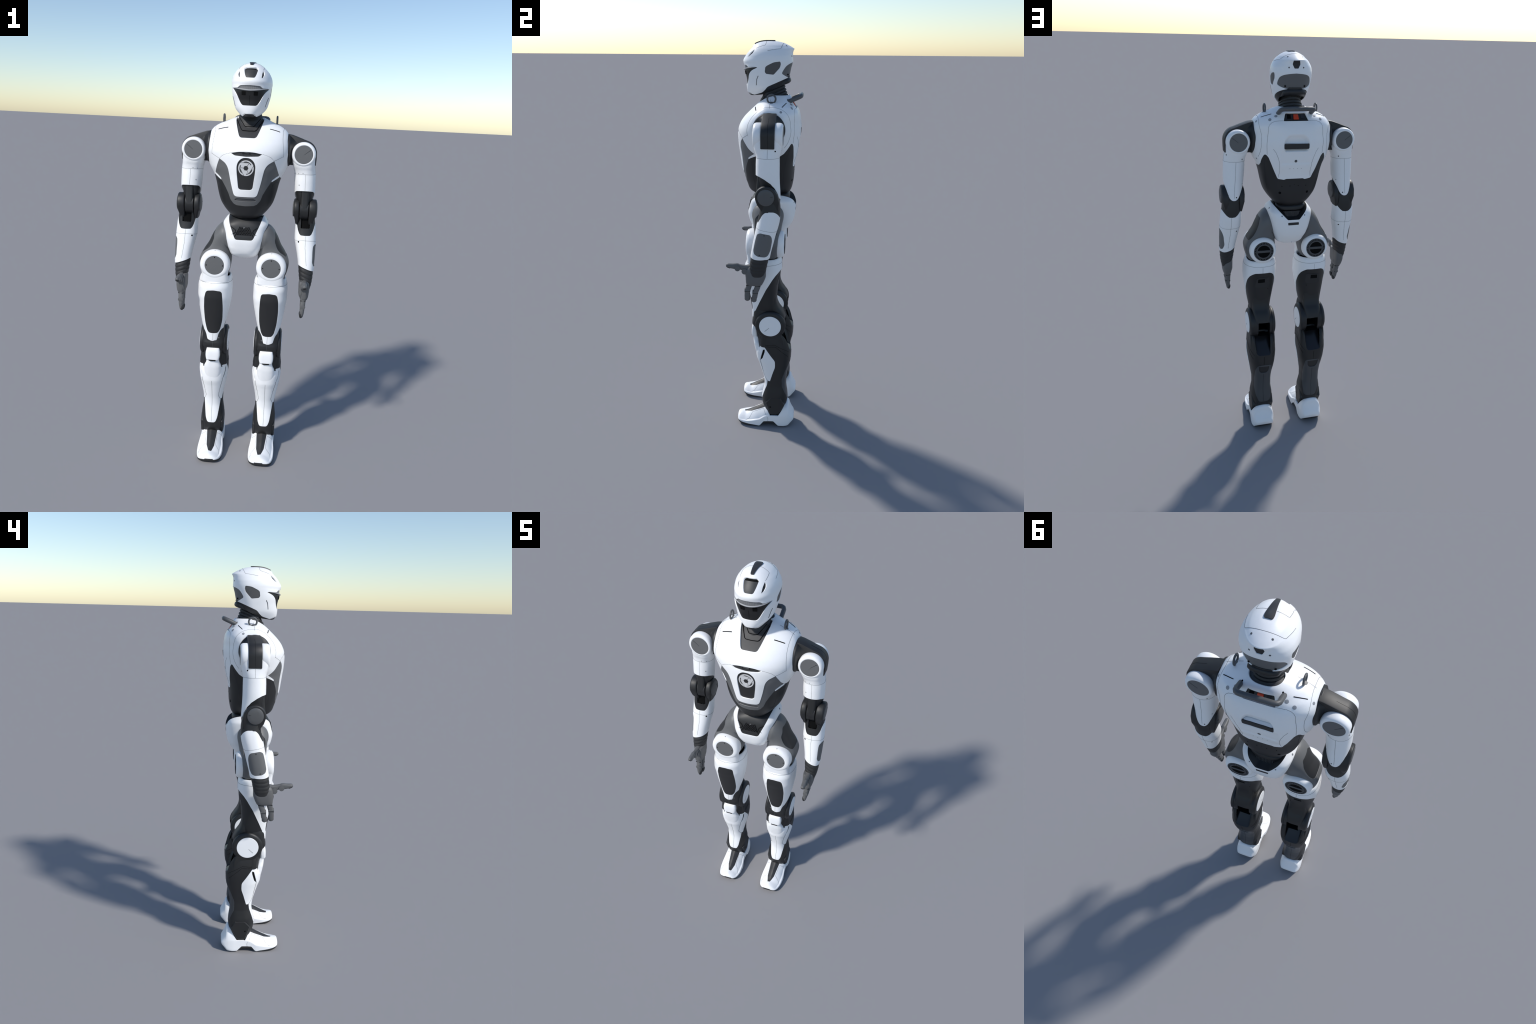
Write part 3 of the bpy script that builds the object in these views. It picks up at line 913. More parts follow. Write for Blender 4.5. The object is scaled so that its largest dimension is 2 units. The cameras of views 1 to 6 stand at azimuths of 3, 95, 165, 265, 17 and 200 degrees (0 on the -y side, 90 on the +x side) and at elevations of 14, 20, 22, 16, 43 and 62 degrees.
    # brow lip and ribs
    def skin(x, z, lift):
        r = bv.ray_cast(Vector((x, -0.4, z)), Vector((0, 1, 0)))
        return np.array(r[0]) + np.array(r[1]) * lift
    lip = [skin(x, 1.8712 + 0.0108 * (abs(x) / 0.079)**1.6, 0.0005) for x in np.linspace(-0.079, 0.079, 60)]
    solid("brow_lip", tube(lip, [0.0010 + 0.0022 * (1 - (abs(p[0]) / 0.08)**3) for p in lip], 10), plastic("lip_grey", (0.34, 0.345, 0.355), 0.4), H)
    ribs = []
    for x in np.linspace(-0.048, 0.048, 33):
        ribs.append(tube([skin(x, 1.8735 + 0.004 * (abs(x) / 0.05)**2, -0.0037), skin(x, 1.882, -0.0037), skin(x, 1.8895, -0.0037)], 0.0007, 6))
    o = solid("brow_rib", ribs, plastic("rib_grey", (0.30, 0.30, 0.305), 0.5), H); o["kind"] = "stuff"
    # eye cameras behind the visor
    for sx in (1, -1):
        q = [np.array(skin(x, z, -0.0008)) for x, z in ((sx * 0.0185, 1.8655), (sx * 0.0375, 1.8660), (sx * 0.0365, 1.8495), (sx * 0.0185, 1.8490))]
        solid("eye_camera", (np.array(q + [p + np.array([0, 0.006, 0]) for p in q]), [(0, 1, 2, 3) if sx < 0 else (3, 2, 1, 0), (0, 4, 5, 1), (1, 5, 6, 2), (2, 6, 7, 3), (3, 7, 4, 0)]), VOID, H)
    solid("eye_lens", [lathe([(-0.003, 0.0012), (0.0004, 0.0012)], tuple(skin(-0.0275 + k * 0.0012, 1.8515 - 0.003 * k, -0.006)), (0, -1, 0), 10) for k in (0, 1)], SILVER, H)
    solid("visor_seam", tube([skin(0.0, 1.848, -0.0032), skin(0.0, 1.828, -0.0032), skin(0.0, 1.808, -0.0032)], 0.0008, 6), VOID, H)
    for sx in (1, -1):
        seams("cheek_slot", bv, [[(sx * 0.0785, -0.037, 1.8450), (sx * 0.0745, -0.044, 1.830), (sx * 0.0690, -0.046, 1.814), (sx * 0.0655, -0.047, 1.8035)]], H, r=0.0014, mat=VOID)
    # panel seams on the skull
    L = [[(0.0535, -0.052, 1.963), (0.0555, -0.030, 1.971), (0.055, -0.0085, 1.978), (0.050, -0.006, 1.981), (0.030, -0.004, 1.991), (0.015, -0.003, 1.995)],
         [(0.0790, 0.004, 1.953), (0.0765, 0.0266, 1.957), (0.0665, 0.0606, 1.961), (0.0630, 0.0640, 1.963), (0.045, 0.0690, 1.974), (0.0225, 0.0740, 1.985), (0.0, 0.0755, 1.987)],
         [(0.036, -0.078, 1.757), (0.030, -0.083, 1.764), (0.020, -0.089, 1.769), (0.0, -0.093, 1.7695)]]
    for sx in (1, -1):
        seams("panel_seam", bv, [[(sx * x, y, z) for x, y, z in l] for l in L], H, r=0.0006)
    dm = plastic("head_recess_grey", (0.10, 0.105, 0.115), 0.5)
    dots("screw_recess", bv, [(sx * 0.0335, 0.112, 1.9305, 0.0036) for sx in (1, -1)] + [(sx * 0.0345, 0.0885, 1.976, 0.0038) for sx in (1, -1)], 0.004, dm, H)
    dots("screw_hole", bv, [(sx * 0.0465, 0.099, 1.8495, 0.0040) for sx in (1, -1)], 0.004, VOID, H, h=0.001)
    # padded guard below the nape
    solid("nape_guard", spine([((-0.058, 0.060, 1.8080), (1, 0, 0), 0.012, 0.010, 2.2, (0, 1, 0.3)), ((-0.045, 0.080, 1.8170), (1, 0.4, 0), 0.020, 0.013, 2.4, (0, 1, 0.3)),
                               ((-0.025, 0.0885, 1.8210), (1, 0, 0), 0.022, 0.014, 2.6, (0, 1, 0.3)), ((0.025, 0.0885, 1.8210), (1, 0, 0), 0.022, 0.014, 2.6, (0, 1, 0.3)),
                               ((0.045, 0.080, 1.8170), (1, -0.4, 0), 0.020, 0.013, 2.4, (0, 1, 0.3)), ((0.058, 0.060, 1.8080), (1, 0, 0), 0.012, 0.010, 2.2, (0, 1, 0.3))], 32, 40), BLACK, H)
    pad = patch(bv, (0, 0.1, 1.848), (-1, 0, 0), (0, 0, 1), 0.05, 0.03, 50)
    pad.carve("pad", on("xz", poly_sdf(rounded(mirrored([(0.0300, 1.8440), (0.0370, 1.8300)]), 0.003))))
    shell(pad, "pad", "nape_pad", BLACK, H, off=-0.0005, depth=0.004)
    return H

def build_neck():
    ax = np.array([0, -0.35, 0.94]); ax /= np.linalg.norm(ax)
    c0 = np.array([0, 0.026, 1.728])
    prof = [(-0.03, 0.066, 0.078), (0.0, 0.067, 0.079), (0.006, 0.064, 0.076), (0.008, 0.058, 0.070), (0.010, 0.058, 0.070), (0.012, 0.062, 0.072), (0.020, 0.059, 0.067), (0.022, 0.053, 0.061), (0.024, 0.053, 0.061),
            (0.026, 0.057, 0.064), (0.034, 0.054, 0.060), (0.036, 0.049, 0.054), (0.038, 0.049, 0.054), (0.040, 0.053, 0.057), (0.048, 0.051, 0.054), (0.050, 0.047, 0.050), (0.052, 0.047, 0.050), (0.075, 0.046, 0.048), (0.10, 0.044, 0.046)]
    th = np.linspace(0, 2 * math.pi, 72, endpoint=False)
    up = np.cross(ax, [1, 0, 0])
    sgn = 1.0 if up[1] > 0 else -1.0
    def pt(s_, a, b, q):
        f = max(0.0, -sgn * math.sin(q))
        wf = min(1.0, f * 1.6)
        a = a * (1 - wf) + wf * np.interp(s_, [-0.03, 0, 0.05, 0.1], [0.066, 0.064, 0.050, 0.042])
        b = b * (1 - wf) + wf * np.interp(s_, [-0.03, 0, 0.05, 0.1], [0.100, 0.091, 0.043, 0.040]) - wf * 0.004 * ((0.012 < s_ < 0.024) + 2 * (0.024 <= s_ < 0.037) + 3 * (s_ >= 0.037))
        if sgn * math.sin(q) > 0: b = b + np.interp(s_, [0, 0.01, 0.026, 0.05, 0.08], [0, 0.004, 0.014, 0.026, 0.026])
        p = c0 + ax * s_ + np.array([1, 0, 0]) * a * math.cos(q) + up * b * math.sin(q)
        k = f**1.5 * np.clip(1 - s_ / 0.075, 0, 1)
        return p + np.array([0, 0.0, -0.010 * k])
    G = np.array([[pt(s_, a, b, q) for q in th] for s_, a, b in prof])
    ns = grid_surf(G)
    N_ = solid("neck", ns, plastic("neck_rubber", (0.026, 0.026, 0.027), 0.6, grain=0.06), angle=50)
    tb, nb = make_torso().bvh(), ns.bvh()
    def front(x, z):
        best = None
        for b_, off in ((tb, 0.0072), (nb, 0.0)):
            h = b_.ray_cast(Vector((x, -0.5, z)), Vector((0, 1, 0)))
            if h[0] is not None and h[0][1] < 0.03:
                y = h[0][1] + off
                best = y if best is None else min(best, y)
        return None if best is None else np.array([x, best, z])
    shadow_tubes = []
    for half_v in ([(0.061, 1.742), (0.0350, 1.6985), (0.0290, 1.6945), (0.0, 1.6935)], [(0.049, 1.750), (0.0240, 1.7170), (0.0190, 1.7135), (0.0, 1.7130)]):
        v = rounded(half_v + [(-x, z) for x, z in reversed(half_v[:-1])], 0.004, 4, closed=False)
        pts = []
        for a, b in zip(v[:-1], v[1:]):
            k = max(1, int(np.linalg.norm(b - a) / 0.003))
            pts += [a + (b - a) * i / k for i in range(k)]
        run = [q for q in (front(*p) for p in pts + [v[-1]]) if q is not None]
        if len(run) > 4: shadow_tubes.append(tube(run, 0.0015, 8))
    solid("drawn_collar_shadow", shadow_tubes, VOID, N_)  # black tubes modelled as the shadow edges between stacked collar plates
    return N_

# ================================================================ PELVIS, HIPS
def build_pelvis():
    p = make_pelvis(); bv = p.bvh()
    fn = rounded(mirrored([(0.0890, 1.32), (0.0845, 1.288), (0.0720, 1.2520), (0.0420, 1.1835)]), [0, .004, .02, .010, .010, .02, .004, 0])
    p.carve("front", on("xz", poly_sdf(fn), half("y", -1, 0.02)))
    bn = rounded(mirrored([(0.092, 1.32), (0.0860, 1.2860), (0.0700, 1.2680), (0.0290, 1.2245)]), [0, .004, .006, .005, .005, .006, .004, 0])
    p.carve("rear", on("xz", poly_sdf(bn), half("y", 1, 0.02)), "base")
    P = shell(p, "base", "pelvis", WHITE, depth=0.008)
    shell(p, "front", "waist_insert", BLACK, P, off=-0.003)
    rr = p.take("rear")
    e = np.clip(on("xz", poly_sdf(bn))(rr.V) / 0.010, 0, 1)
    rr.V[:, 1] -= 0.040 * e * np.clip((rr.V[:, 1] - 0.06) / 0.03, 0, 1)
    rr.renormal()
    shell(rr, "rear", "waist_insert", BLACK, P, skirt=False)
    g = patch(bv, (0, -0.09, 1.215), (1, 0, 0), (0, 0, 1), 0.045, 0.045, 60)
    g.carve("grille", on("xz", poly_sdf(mirrored([(0.0200, 1.2455), (0.0375, 1.2070)])), half("y", -1, 0)))
    shell(g, "grille", "speaker_grille", MESHM, P, off=-0.0018, depth=0.004)
    for sx in (1, -1):
        seams("insert_seam", bv, [[(sx * 0.021, -0.080, 1.2470), (sx * 0.045, -0.083, 1.1960)],
                                  [(sx * 0.066, -0.070, 1.245), (sx * 0.044, -0.080, 1.232), (sx * 0.040, -0.082, 1.220), (sx * 0.056, -0.075, 1.206)]], P, r=0.0011, mat=VOID)
    hx = []
    for r_ in range(5):
        for c_ in range(9):
            x = (c_ - 4 + 0.5 * (r_ % 2)) * 0.0080; z = 1.2100 + r_ * 0.0072
            if abs(x) < 0.0355 - (z - 1.207) * 0.45: hx.append((x, -0.085, z))
    o = dots("grille_hole", patch(bv, (0, -0.09, 1.215), (1, 0, 0), (0, 0, 1), 0.05, 0.05, 20).bvh(), hx, 0.0024, VOID, P); o["kind"] = "stuff"
    gp = mirrored([(0.047, 1.2600), (0.0260, 1.2310)])
    solid("waist_grille", prism(gp, 0.085, 0.112, "xz", 0.002, 1), MESHM, P)
    o = solid("grille_rib", [prism([(x - 0.0011, 1.2600), (x + 0.0011, 1.2600), (x + 0.0011, 1.2325 + 0.3 * max(0, abs(x) - 0.026)), (x - 0.0011, 1.2325 + 0.3 * max(0, abs(x) - 0.026))], 0.111, 0.1145, "xz", 0.0003, 1) for x in np.linspace(-0.034, 0.034, 12)], METAL, P); o["kind"] = "stuff"
    g = patch(bv, (0, 0.14, 1.2045), (-1, 0, 0), (0, 0, 1), 0.04, 0.02, 60)
    g.carve("grille", on("xz", poly_sdf(rounded([(-0.0270, 1.1980), (0.0268, 1.1975), (0.0280, 1.2110), (-0.0265, 1.2115)], 0.003))))
    shell(g, "grille", "connector_port", MESHM, P, off=0.0006, depth=0.004)
    dots("screw_recess", bv, [(sx * 0.0560, 0.134, 1.2420, 0.0036) for sx in (1, -1)] + [(sx * 0.098, 0.06, 1.262, 0.005) for sx in (1, -1)] + [(-0.006, 0.1, 1.0935, 0.003)], 0.004,
         plastic("pelvis_recess_grey", (0.2, 0.21, 0.23), 0.5), P)
    solid("grille_badge", lathe([(-0.002, 0.0045), (0.0006, 0.0045), (0.0010, 0.0035)], (-0.0005, -0.0795, 1.2405), (0, -1, 0.25), 24), METAL, P)
    solid("waist_joint", [lathe([(1.24, 0.062), (1.300, 0.062)], (0, 0.028, 0), "z", 64), loft(rows((1.2640, -0.064, 0.064, 0.0, 0.112, 3, 3), (1.2680, -0.072, 0.072, 0.0, 0.118, 3, 3), (1.2820, -0.076, 0.076, 0.0, 0.116, 3, 3), (1.2900, -0.070, 0.070, 0.0, 0.108, 3, 3)), 64, 16)], BLACK, P)
    return P

def build_hip():
    h = make_hip()
    poly = rounded([(-0.047, 1.180), (-0.018, 1.216), (0.048, 1.214), (0.063, 1.185), (0.066, 1.120), (0.058, 1.100), (-0.030, 1.100), (-0.046, 1.122)], 0.010)
    def outer(V):  # outward facing side of the bracket only
        return V[:, 0] - (np.interp(V[:, 2], [1.09, 1.10, 1.15, 1.20, 1.23], [0.212, 0.207, 0.181, 0.158, 0.14]) - 0.032)
    h.carve("inlay", on("yz", poly_sdf(poly), outer))
    H = shell(h, "base", "hip", GREY, depth=0.006, both=True)
    shell(h, "inlay", "hip_inlay", DARK, H, off=-0.002, both=True)
    return H

# ================================================================ THIGH
def thigh_joint():
    c = (0.1375, 0.0, 1.050)
    ring_f = lathe([(-0.030, 0.060), (-0.034, 0.070), (-0.045, 0.0735), (-0.070, 0.0730), (-0.080, 0.0700), (-0.0865, 0.0620), (-0.0885, 0.0520), (-0.0880, 0.0475), (-0.080, 0.0470)], c, "y", 96, cap=True)
    ring_b = lathe([(0.055, 0.058), (0.060, 0.066), (0.068, 0.0695), (0.082, 0.0685), (0.092, 0.0650), (0.0985, 0.0580), (0.1005, 0.0515), (0.0985, 0.0495), (0.090, 0.0490)], c, "y", 96, cap=True)
    neck = loft(rows((0.960, 0.080, 0.196, -0.080, -0.030, 2.4, 2.4), (0.964, 0.072, 0.204, -0.0855, -0.030, 2.4, 2.4), (0.978, 0.072, 0.203, -0.0860, -0.030, 2.6, 2.6), (0.995, 0.074, 0.201, -0.0868, -0.030, 3.0, 2.6), (1.02, 0.071, 0.204, -0.0868, -0.034, 3.6, 3.0), (1.05, 0.0660, 0.2090, -0.0860, -0.036, 4.0, 3.0)), 72, 30)
    J = solid("hip_joint_cover", [ring_f, ring_b, neck], WHITE, None, both=True, angle=45)
    solid("joint_cap", lathe([(-0.070, 0.0470), (-0.0868, 0.0470), (-0.0878, 0.0462), (-0.0885, 0.030), (-0.0886, 0.001)], c, "y", 64), GREY, J, both=True)
    solid("cap_screw", [lathe([(-0.080, 0.0026), (-0.0889, 0.0026), (-0.0891, 0.002)], (c[0] + 0.040 * math.cos(a), 0, c[2] + 0.040 * math.sin(a)), "y", 12) for a in (math.pi / 2, 0.0, math.pi)], VOID, J, both=True)
    solid("cover_notch", lathe([(-0.060, 0.0022), (-0.0765, 0.0022)], (0.1375, 0.0, 1.1205), "y", 10), GAP, J, both=True)
    # rear cooling fan
    FG = plastic("fan_frame_grey", (0.062, 0.064, 0.068), 0.5)
    solid("fan_frame", [lathe([(0.080, 0.0495), (0.0990, 0.0495), (0.1005, 0.0480), (0.1005, 0.0475)], c, "y", 72),], VOID, J, both=True)
    rim = lambda r0, r1, y0, y1: lathe([(y0, r0), (y1, r0), (y1, r1), (y0, r1), (y0, r0)], c, "y", 72, cap=False)
    bar = prism([(c[0] - 0.035, c[2] - 0.0062), (c[0] + 0.035, c[2] - 0.0062), (c[0] + 0.035, c[2] + 0.0062), (c[0] - 0.035, c[2] + 0.0062)], 0.094, 0.1025, "xz", 0.001, 1)
    solid("fan_guard", [rim(0.0330, 0.0395, 0.095, 0.1025), rim(0.0470, 0.0497, 0.095, 0.1025), bar], FG, J, both=True)
    sp = []
    for k in range(32):
        a = 2 * math.pi * k / 32; u = np.array([math.cos(a), math.sin(a)]); v = np.array([-u[1], u[0]])
        cc = np.array([c[0], c[2]])
        sp.append(prism([cc + u * 0.0385 - v * 0.0019, cc + u * 0.048 - v * 0.0022, cc + u * 0.048 + v * 0.0022, cc + u * 0.0385 + v * 0.0019], 0.096, 0.1022, "xz", 0.0004, 1))
    o = solid("fan_spoke", sp, FG, J, both=True)
    for q in o: q["kind"] = "stuff"
    return J

def build_thigh():
    t = make_thigh(); bv = t.bvh()
    # black rear: behind the diagonal line seen from the side, below the rounded top
    xs = [-0.062, -0.0525, -0.018, 0.014, 0.044, 0.060, 0.075, 0.0835, 0.12]
    zs = [0.635, 0.6700, 0.756, 0.828, 0.880, 0.9020, 0.9170, 0.9250, 0.930]
    tip = rounded([(0.0790, 0.755), (0.0985, 0.6760), (0.1130, 0.6500), (0.1640, 0.6510), (0.1810, 0.6880), (0.1985, 0.755)], [0, .01, .012, .012, .01, 0])
    def rear(V):
        side = (np.interp(V[:, 1], xs, zs) - V[:, 2]) * 0.5
        return np.where(V[:, 1] < 0.0, np.minimum(side, -poly_sdf(tip)(V[:, [0, 2]])), side)
    t.carve("cup", lambda V: np.minimum(0.0655 * (1 - np.sqrt(((V[:, 0] - 0.137) / 0.0685)**2 + ((V[:, 1] - 0.0075) / 0.0665)**2)), V[:, 2] - 0.89))
    t.carve("rear", rear, "base")
    xc = 0.1375
    pan = rounded([(0.0965, 0.9130), (0.1030, 0.9215), (0.1354, 0.9265), (0.1680, 0.9225), (0.1757, 0.9130), (0.1820, 0.8850), (0.1842, 0.8250), (0.1788, 0.7513), (0.1683, 0.7050), (0.1580, 0.6905),
                   (0.1370, 0.6885), (0.1150, 0.6905), (0.1040, 0.7090), (0.0935, 0.7600), (0.0912, 0.8300), (0.0935, 0.8850)], [.004, .006, .01, .006, .004, .01, .02, .02, .01, .006, .01, .006, .01, .02, .02, .01])
    t.carve("front", on("xz", poly_sdf(pan), half("y", -1, 0)), "base")
    # vent on the back of the thigh
    T = shell(t, "base", "thigh", WHITE, both=True, off=0.0015, depth=0.006)
    shell(t, "cup", "thigh_cup", BLACK, T, both=True)
    shell(t, "rear", "thigh_shell", BLACK, T, off=-0.0008, both=True)
    shell(t, "front", "thigh_pad", DARK, T, off=0.0012, both=True)
    S = [[(0.059, -0.0266, 0.9598), (0.072, -0.06, 0.9595), (0.0875, -0.0739, 0.9590), (0.11, -0.083, 0.958), (0.1375, -0.088, 0.9575), (0.165, -0.083, 0.958), (0.1873, -0.0739, 0.959), (0.205, -0.055, 0.9595), (0.217, -0.012, 0.959),
          (0.2185, 0.02, 0.9585), (0.206, 0.0564, 0.9598), (0.185, 0.078, 0.960), (0.16, 0.0864, 0.960), (0.1375, 0.088, 0.960), (0.11, 0.086, 0.960), (0.09, 0.078, 0.960), (0.07, 0.0564, 0.9598), (0.059, 0.02, 0.9598), (0.059, -0.0266, 0.9598)]]
    seams("thigh_seam", bv, S, T, both=True, lift=0.0015)
    seams("thigh_seam", bv, [[(0.1385, 0.087, 0.955), (0.1385, 0.085, 0.925)], [(0.1375, -0.06, 0.688), (0.1375, -0.058, 0.652)]], T, r=0.0005, both=True, lift=0.0015)
    seams("pad_crease", bv, [[(0.1035, -0.080, 0.836), (0.109, -0.080, 0.824), (0.1202, -0.081, 0.8169), (0.1507, -0.081, 0.8139), (0.1655, -0.080, 0.8190), (0.172, -0.081, 0.830), (0.1775, -0.082, 0.852)]], T, r=0.0013, mat=BLACK, both=True)
    g = patch(bv, (0.137, 0.07, 0.87), (-1, 0, 0), (0, 0, 1), 0.045, 0.04, 60)
    g.carve("vent", on("xz", poly_sdf(rounded([(0.1690, 0.8890), (0.160, 0.8960), (0.106, 0.8980), (0.100, 0.8900), (0.098, 0.852), (0.104, 0.838), (0.170, 0.838), (0.176, 0.846)], 0.004))))
    g.carve("port", on("xz", poly_sdf(rounded([(0.160, 0.8880), (0.110, 0.8900), (0.108, 0.868), (0.162, 0.866)], 0.003))), "vent")
    g.carve("plate", on("xz", poly_sdf(rounded([(0.125, 0.8885), (0.110, 0.8900), (0.108, 0.868), (0.124, 0.867)], 0.002))), "port")
    shell(g, "vent", "thigh_vent", DARK, T, off=0.0006, depth=0.004, both=True)
    shell(g, "port", "connector_port", VOID, T, off=0.0002, depth=0.004, both=True)
    shell(g, "plate", "port_plate", MESHM, T, off=0.0012, depth=0.004, both=True)
    dots("screw_hole", bv, [(0.155, 0.086, 0.951, 0.0016), (0.106, 0.066, 0.826, 0.0018)], 0.002, VOID, T, both=True)
    dots("screw_recess", bv, [(0.094, -0.072, 0.930, 0.0030), (0.0865, -0.062, 0.822, 0.0026)], 0.003, plastic("thigh_recess_grey", (0.35, 0.36, 0.38), 0.5), T, both=True)
    return T

# ================================================================ KNEE
def build_knee():
    c = (0, 0.0365, 0.623)
    drum = lathe([(0.0690, 0.050), (0.0692, 0.0600), (0.0705, 0.0690), (0.0750, 0.0765), (0.0800, 0.0785), (0.0860, 0.0785), (0.0865, 0.0765), (0.0900, 0.0765), (0.0950, 0.0766), *[(x, 0.0768) for x in np.linspace(0.0985, 0.1790, 24)], (0.1830, 0.0766),
                  (0.1870, 0.0765), (0.1905, 0.0765), (0.1910, 0.0785), (0.1975, 0.0785), (0.2030, 0.0765), (0.2075, 0.0690), (0.2088, 0.0600), (0.2090, 0.050)], c, "x", 96)
    front = loft(rows((0.735, 0.100, 0.180, -0.040, 0.045, 3, 3), (0.715, 0.088, 0.190, -0.050, 0.045, 3, 3), (0.690, 0.082, 0.195, -0.0530, 0.045, 3.2, 3), (0.650, 0.0795, 0.1965, -0.0560, 0.045, 3.4, 3), (0.632, 0.0800, 0.1960, -0.0605, 0.045, 3.4, 3), (0.618, 0.0812, 0.1950, -0.0610, 0.045, 3.4, 3), (0.610, 0.0820, 0.1945, -0.0570, 0.045, 3.4, 3),
                      (0.598, 0.0845, 0.1920, -0.0480, 0.045, 3.2, 3), (0.560, 0.092, 0.185, -0.040, 0.045, 3, 3), (0.53, 0.098, 0.18, -0.035, 0.045, 3, 3)), 112, 64)
    # lower fork down to the calf
    fork = loft(rows((0.568, 0.0720, 0.2060, -0.010, 0.048, 3, 3), (0.560, 0.0720, 0.2055, -0.018, 0.050, 3, 3), (0.530, 0.0700, 0.2080, -0.022, 0.05, 3, 3), (0.500, 0.069, 0.210, -0.022, 0.05, 3, 3)), 72, 24)
    walls = [loft(rows((0.600, a, b, 0.030, 0.085, 4, 4), (0.570, a, b, 0.030, 0.095, 4, 4), (0.540, a, b, 0.030, 0.105, 4, 4), (0.500, a, b, 0.030, 0.11, 4, 4)), 40, 20) for a, b in ((0.0705, 0.0820), (0.1970, 0.2080))]
    back = loft(rows((0.790, 0.094, 0.186, 0.0, 0.064, 4, 4), (0.745, 0.094, 0.186, 0.0, 0.068, 4, 4), (0.715, 0.093, 0.187, 0.0, 0.079, 4, 4), (0.690, 0.092, 0.188, 0.0, 0.096, 4, 4), (0.665, 0.092, 0.188, 0.0, 0.1075, 4, 4), (0.640, 0.092, 0.188, 0.0, 0.1135, 4, 4),
                     (0.610, 0.092, 0.188, 0.0, 0.1140, 4, 4), (0.580, 0.094, 0.186, 0.0, 0.106, 4, 4), (0.566, 0.098, 0.182, 0.0, 0.092, 4, 4)), 128, 80)
    hole = on("xz", poly_sdf([(0.1025, 0.5690), (0.1645, 0.5715), (0.1645, 0.6490), (0.1025, 0.6470)]), half("y", 1, 0.0))
    front.carve("hole", hole).drop("hole"); drum.carve("hole", hole).drop("hole"); back.carve("hole", hole).drop("hole")
    K = solid("knee", [drum, front, fork, back] + walls, BLACK, None, both=True, angle=40)
    for xo, s in ((0.2090, 1), (0.0690, -1)):
        solid("knee_disc", lathe([(-0.006, 0.0560), (0.0006, 0.0560), (0.0016, 0.0550), (0.0022, 0.030), (0.0023, 0.001)], (xo, c[1], c[2]), (s, 0, 0), 72), WHITE, K, both=True)
        solid("disc_mark", prism([(0.0085, 0.5945), (0.0095, 0.5935), (0.0318, 0.6145), (0.0308, 0.6155)], min(xo, xo + s * 0.0026), max(xo, xo + s * 0.0026), "yz", 0.0001, 1), GAP, K, both=True)
    bx = [(x, y, z) for y in (-0.012, 0.108) for x, z in ((0.1022, 0.5687), (0.1648, 0.5712), (0.1648, 0.6493), (0.1022, 0.6473))]
    solid("knee_recess", (np.array(bx), [(3, 2, 1, 0), (0, 1, 5, 4), (1, 2, 6, 5), (2, 3, 7, 6), (3, 0, 4, 7)]), VOID, K, both=True)
    seams("knee_seam", grid_cache["knee_front"] if "knee_front" in grid_cache else front.bvh(), [[(0.1375, -0.06, 0.70), (0.1375, -0.0615, 0.59)]], K, r=0.0005, mat=METAL, both=True)
    dots("knee_rivet", front.bvh(), [(0.108, -0.058, 0.664, 0.004)], 0.004, METAL, K, both=True)
    # white knee plate with lip
    tab = loft(rows((0.6085, 0.1100, 0.1640, -0.052, -0.03, 3, 3), (0.6060, 0.1050, 0.1680, -0.0570, -0.03, 3.5, 3), (0.5980, 0.1030, 0.1695, -0.0610, -0.03, 4, 3), (0.5820, 0.1000, 0.1730, -0.0635, -0.03, 4, 3), (0.5680, 0.1000, 0.1735, -0.0640, -0.03, 4, 3),
                    (0.5450, 0.1040, 0.1700, -0.0640, -0.03, 4, 3), (0.5420, 0.1050, 0.1690, -0.0600, -0.03, 4, 3), (0.5380, 0.1050, 0.1690, -0.0560, -0.02, 3.4, 3), (0.5250, 0.1030, 0.1710, -0.0555, -0.02, 3, 3),
                    (0.5000, 0.0940, 0.1810, -0.0535, -0.01, 2.4, 3), (0.4800, 0.0930, 0.1830, -0.0500, 0.0, 2.3, 3), (0.4500, 0.0970, 0.1795, -0.0435, 0.0, 2.3, 3), (0.4300, 0.1040, 0.1720, -0.0385, 0.0, 2.3, 3), (0.4200, 0.1120, 0.1640, -0.0340, 0.0, 2.3, 3)), 72, 80)
    solid("knee_plate", tab, WHITE, K, both=True, angle=30)
    solid("plate_slot", prism(rounded([(0.1180, 0.5440), (0.1560, 0.5445), (0.1530, 0.5385), (0.1210, 0.5380)], 0.001), -0.0644, -0.055, "xz", 0.0003, 1), VOID, K, both=True)
    return K

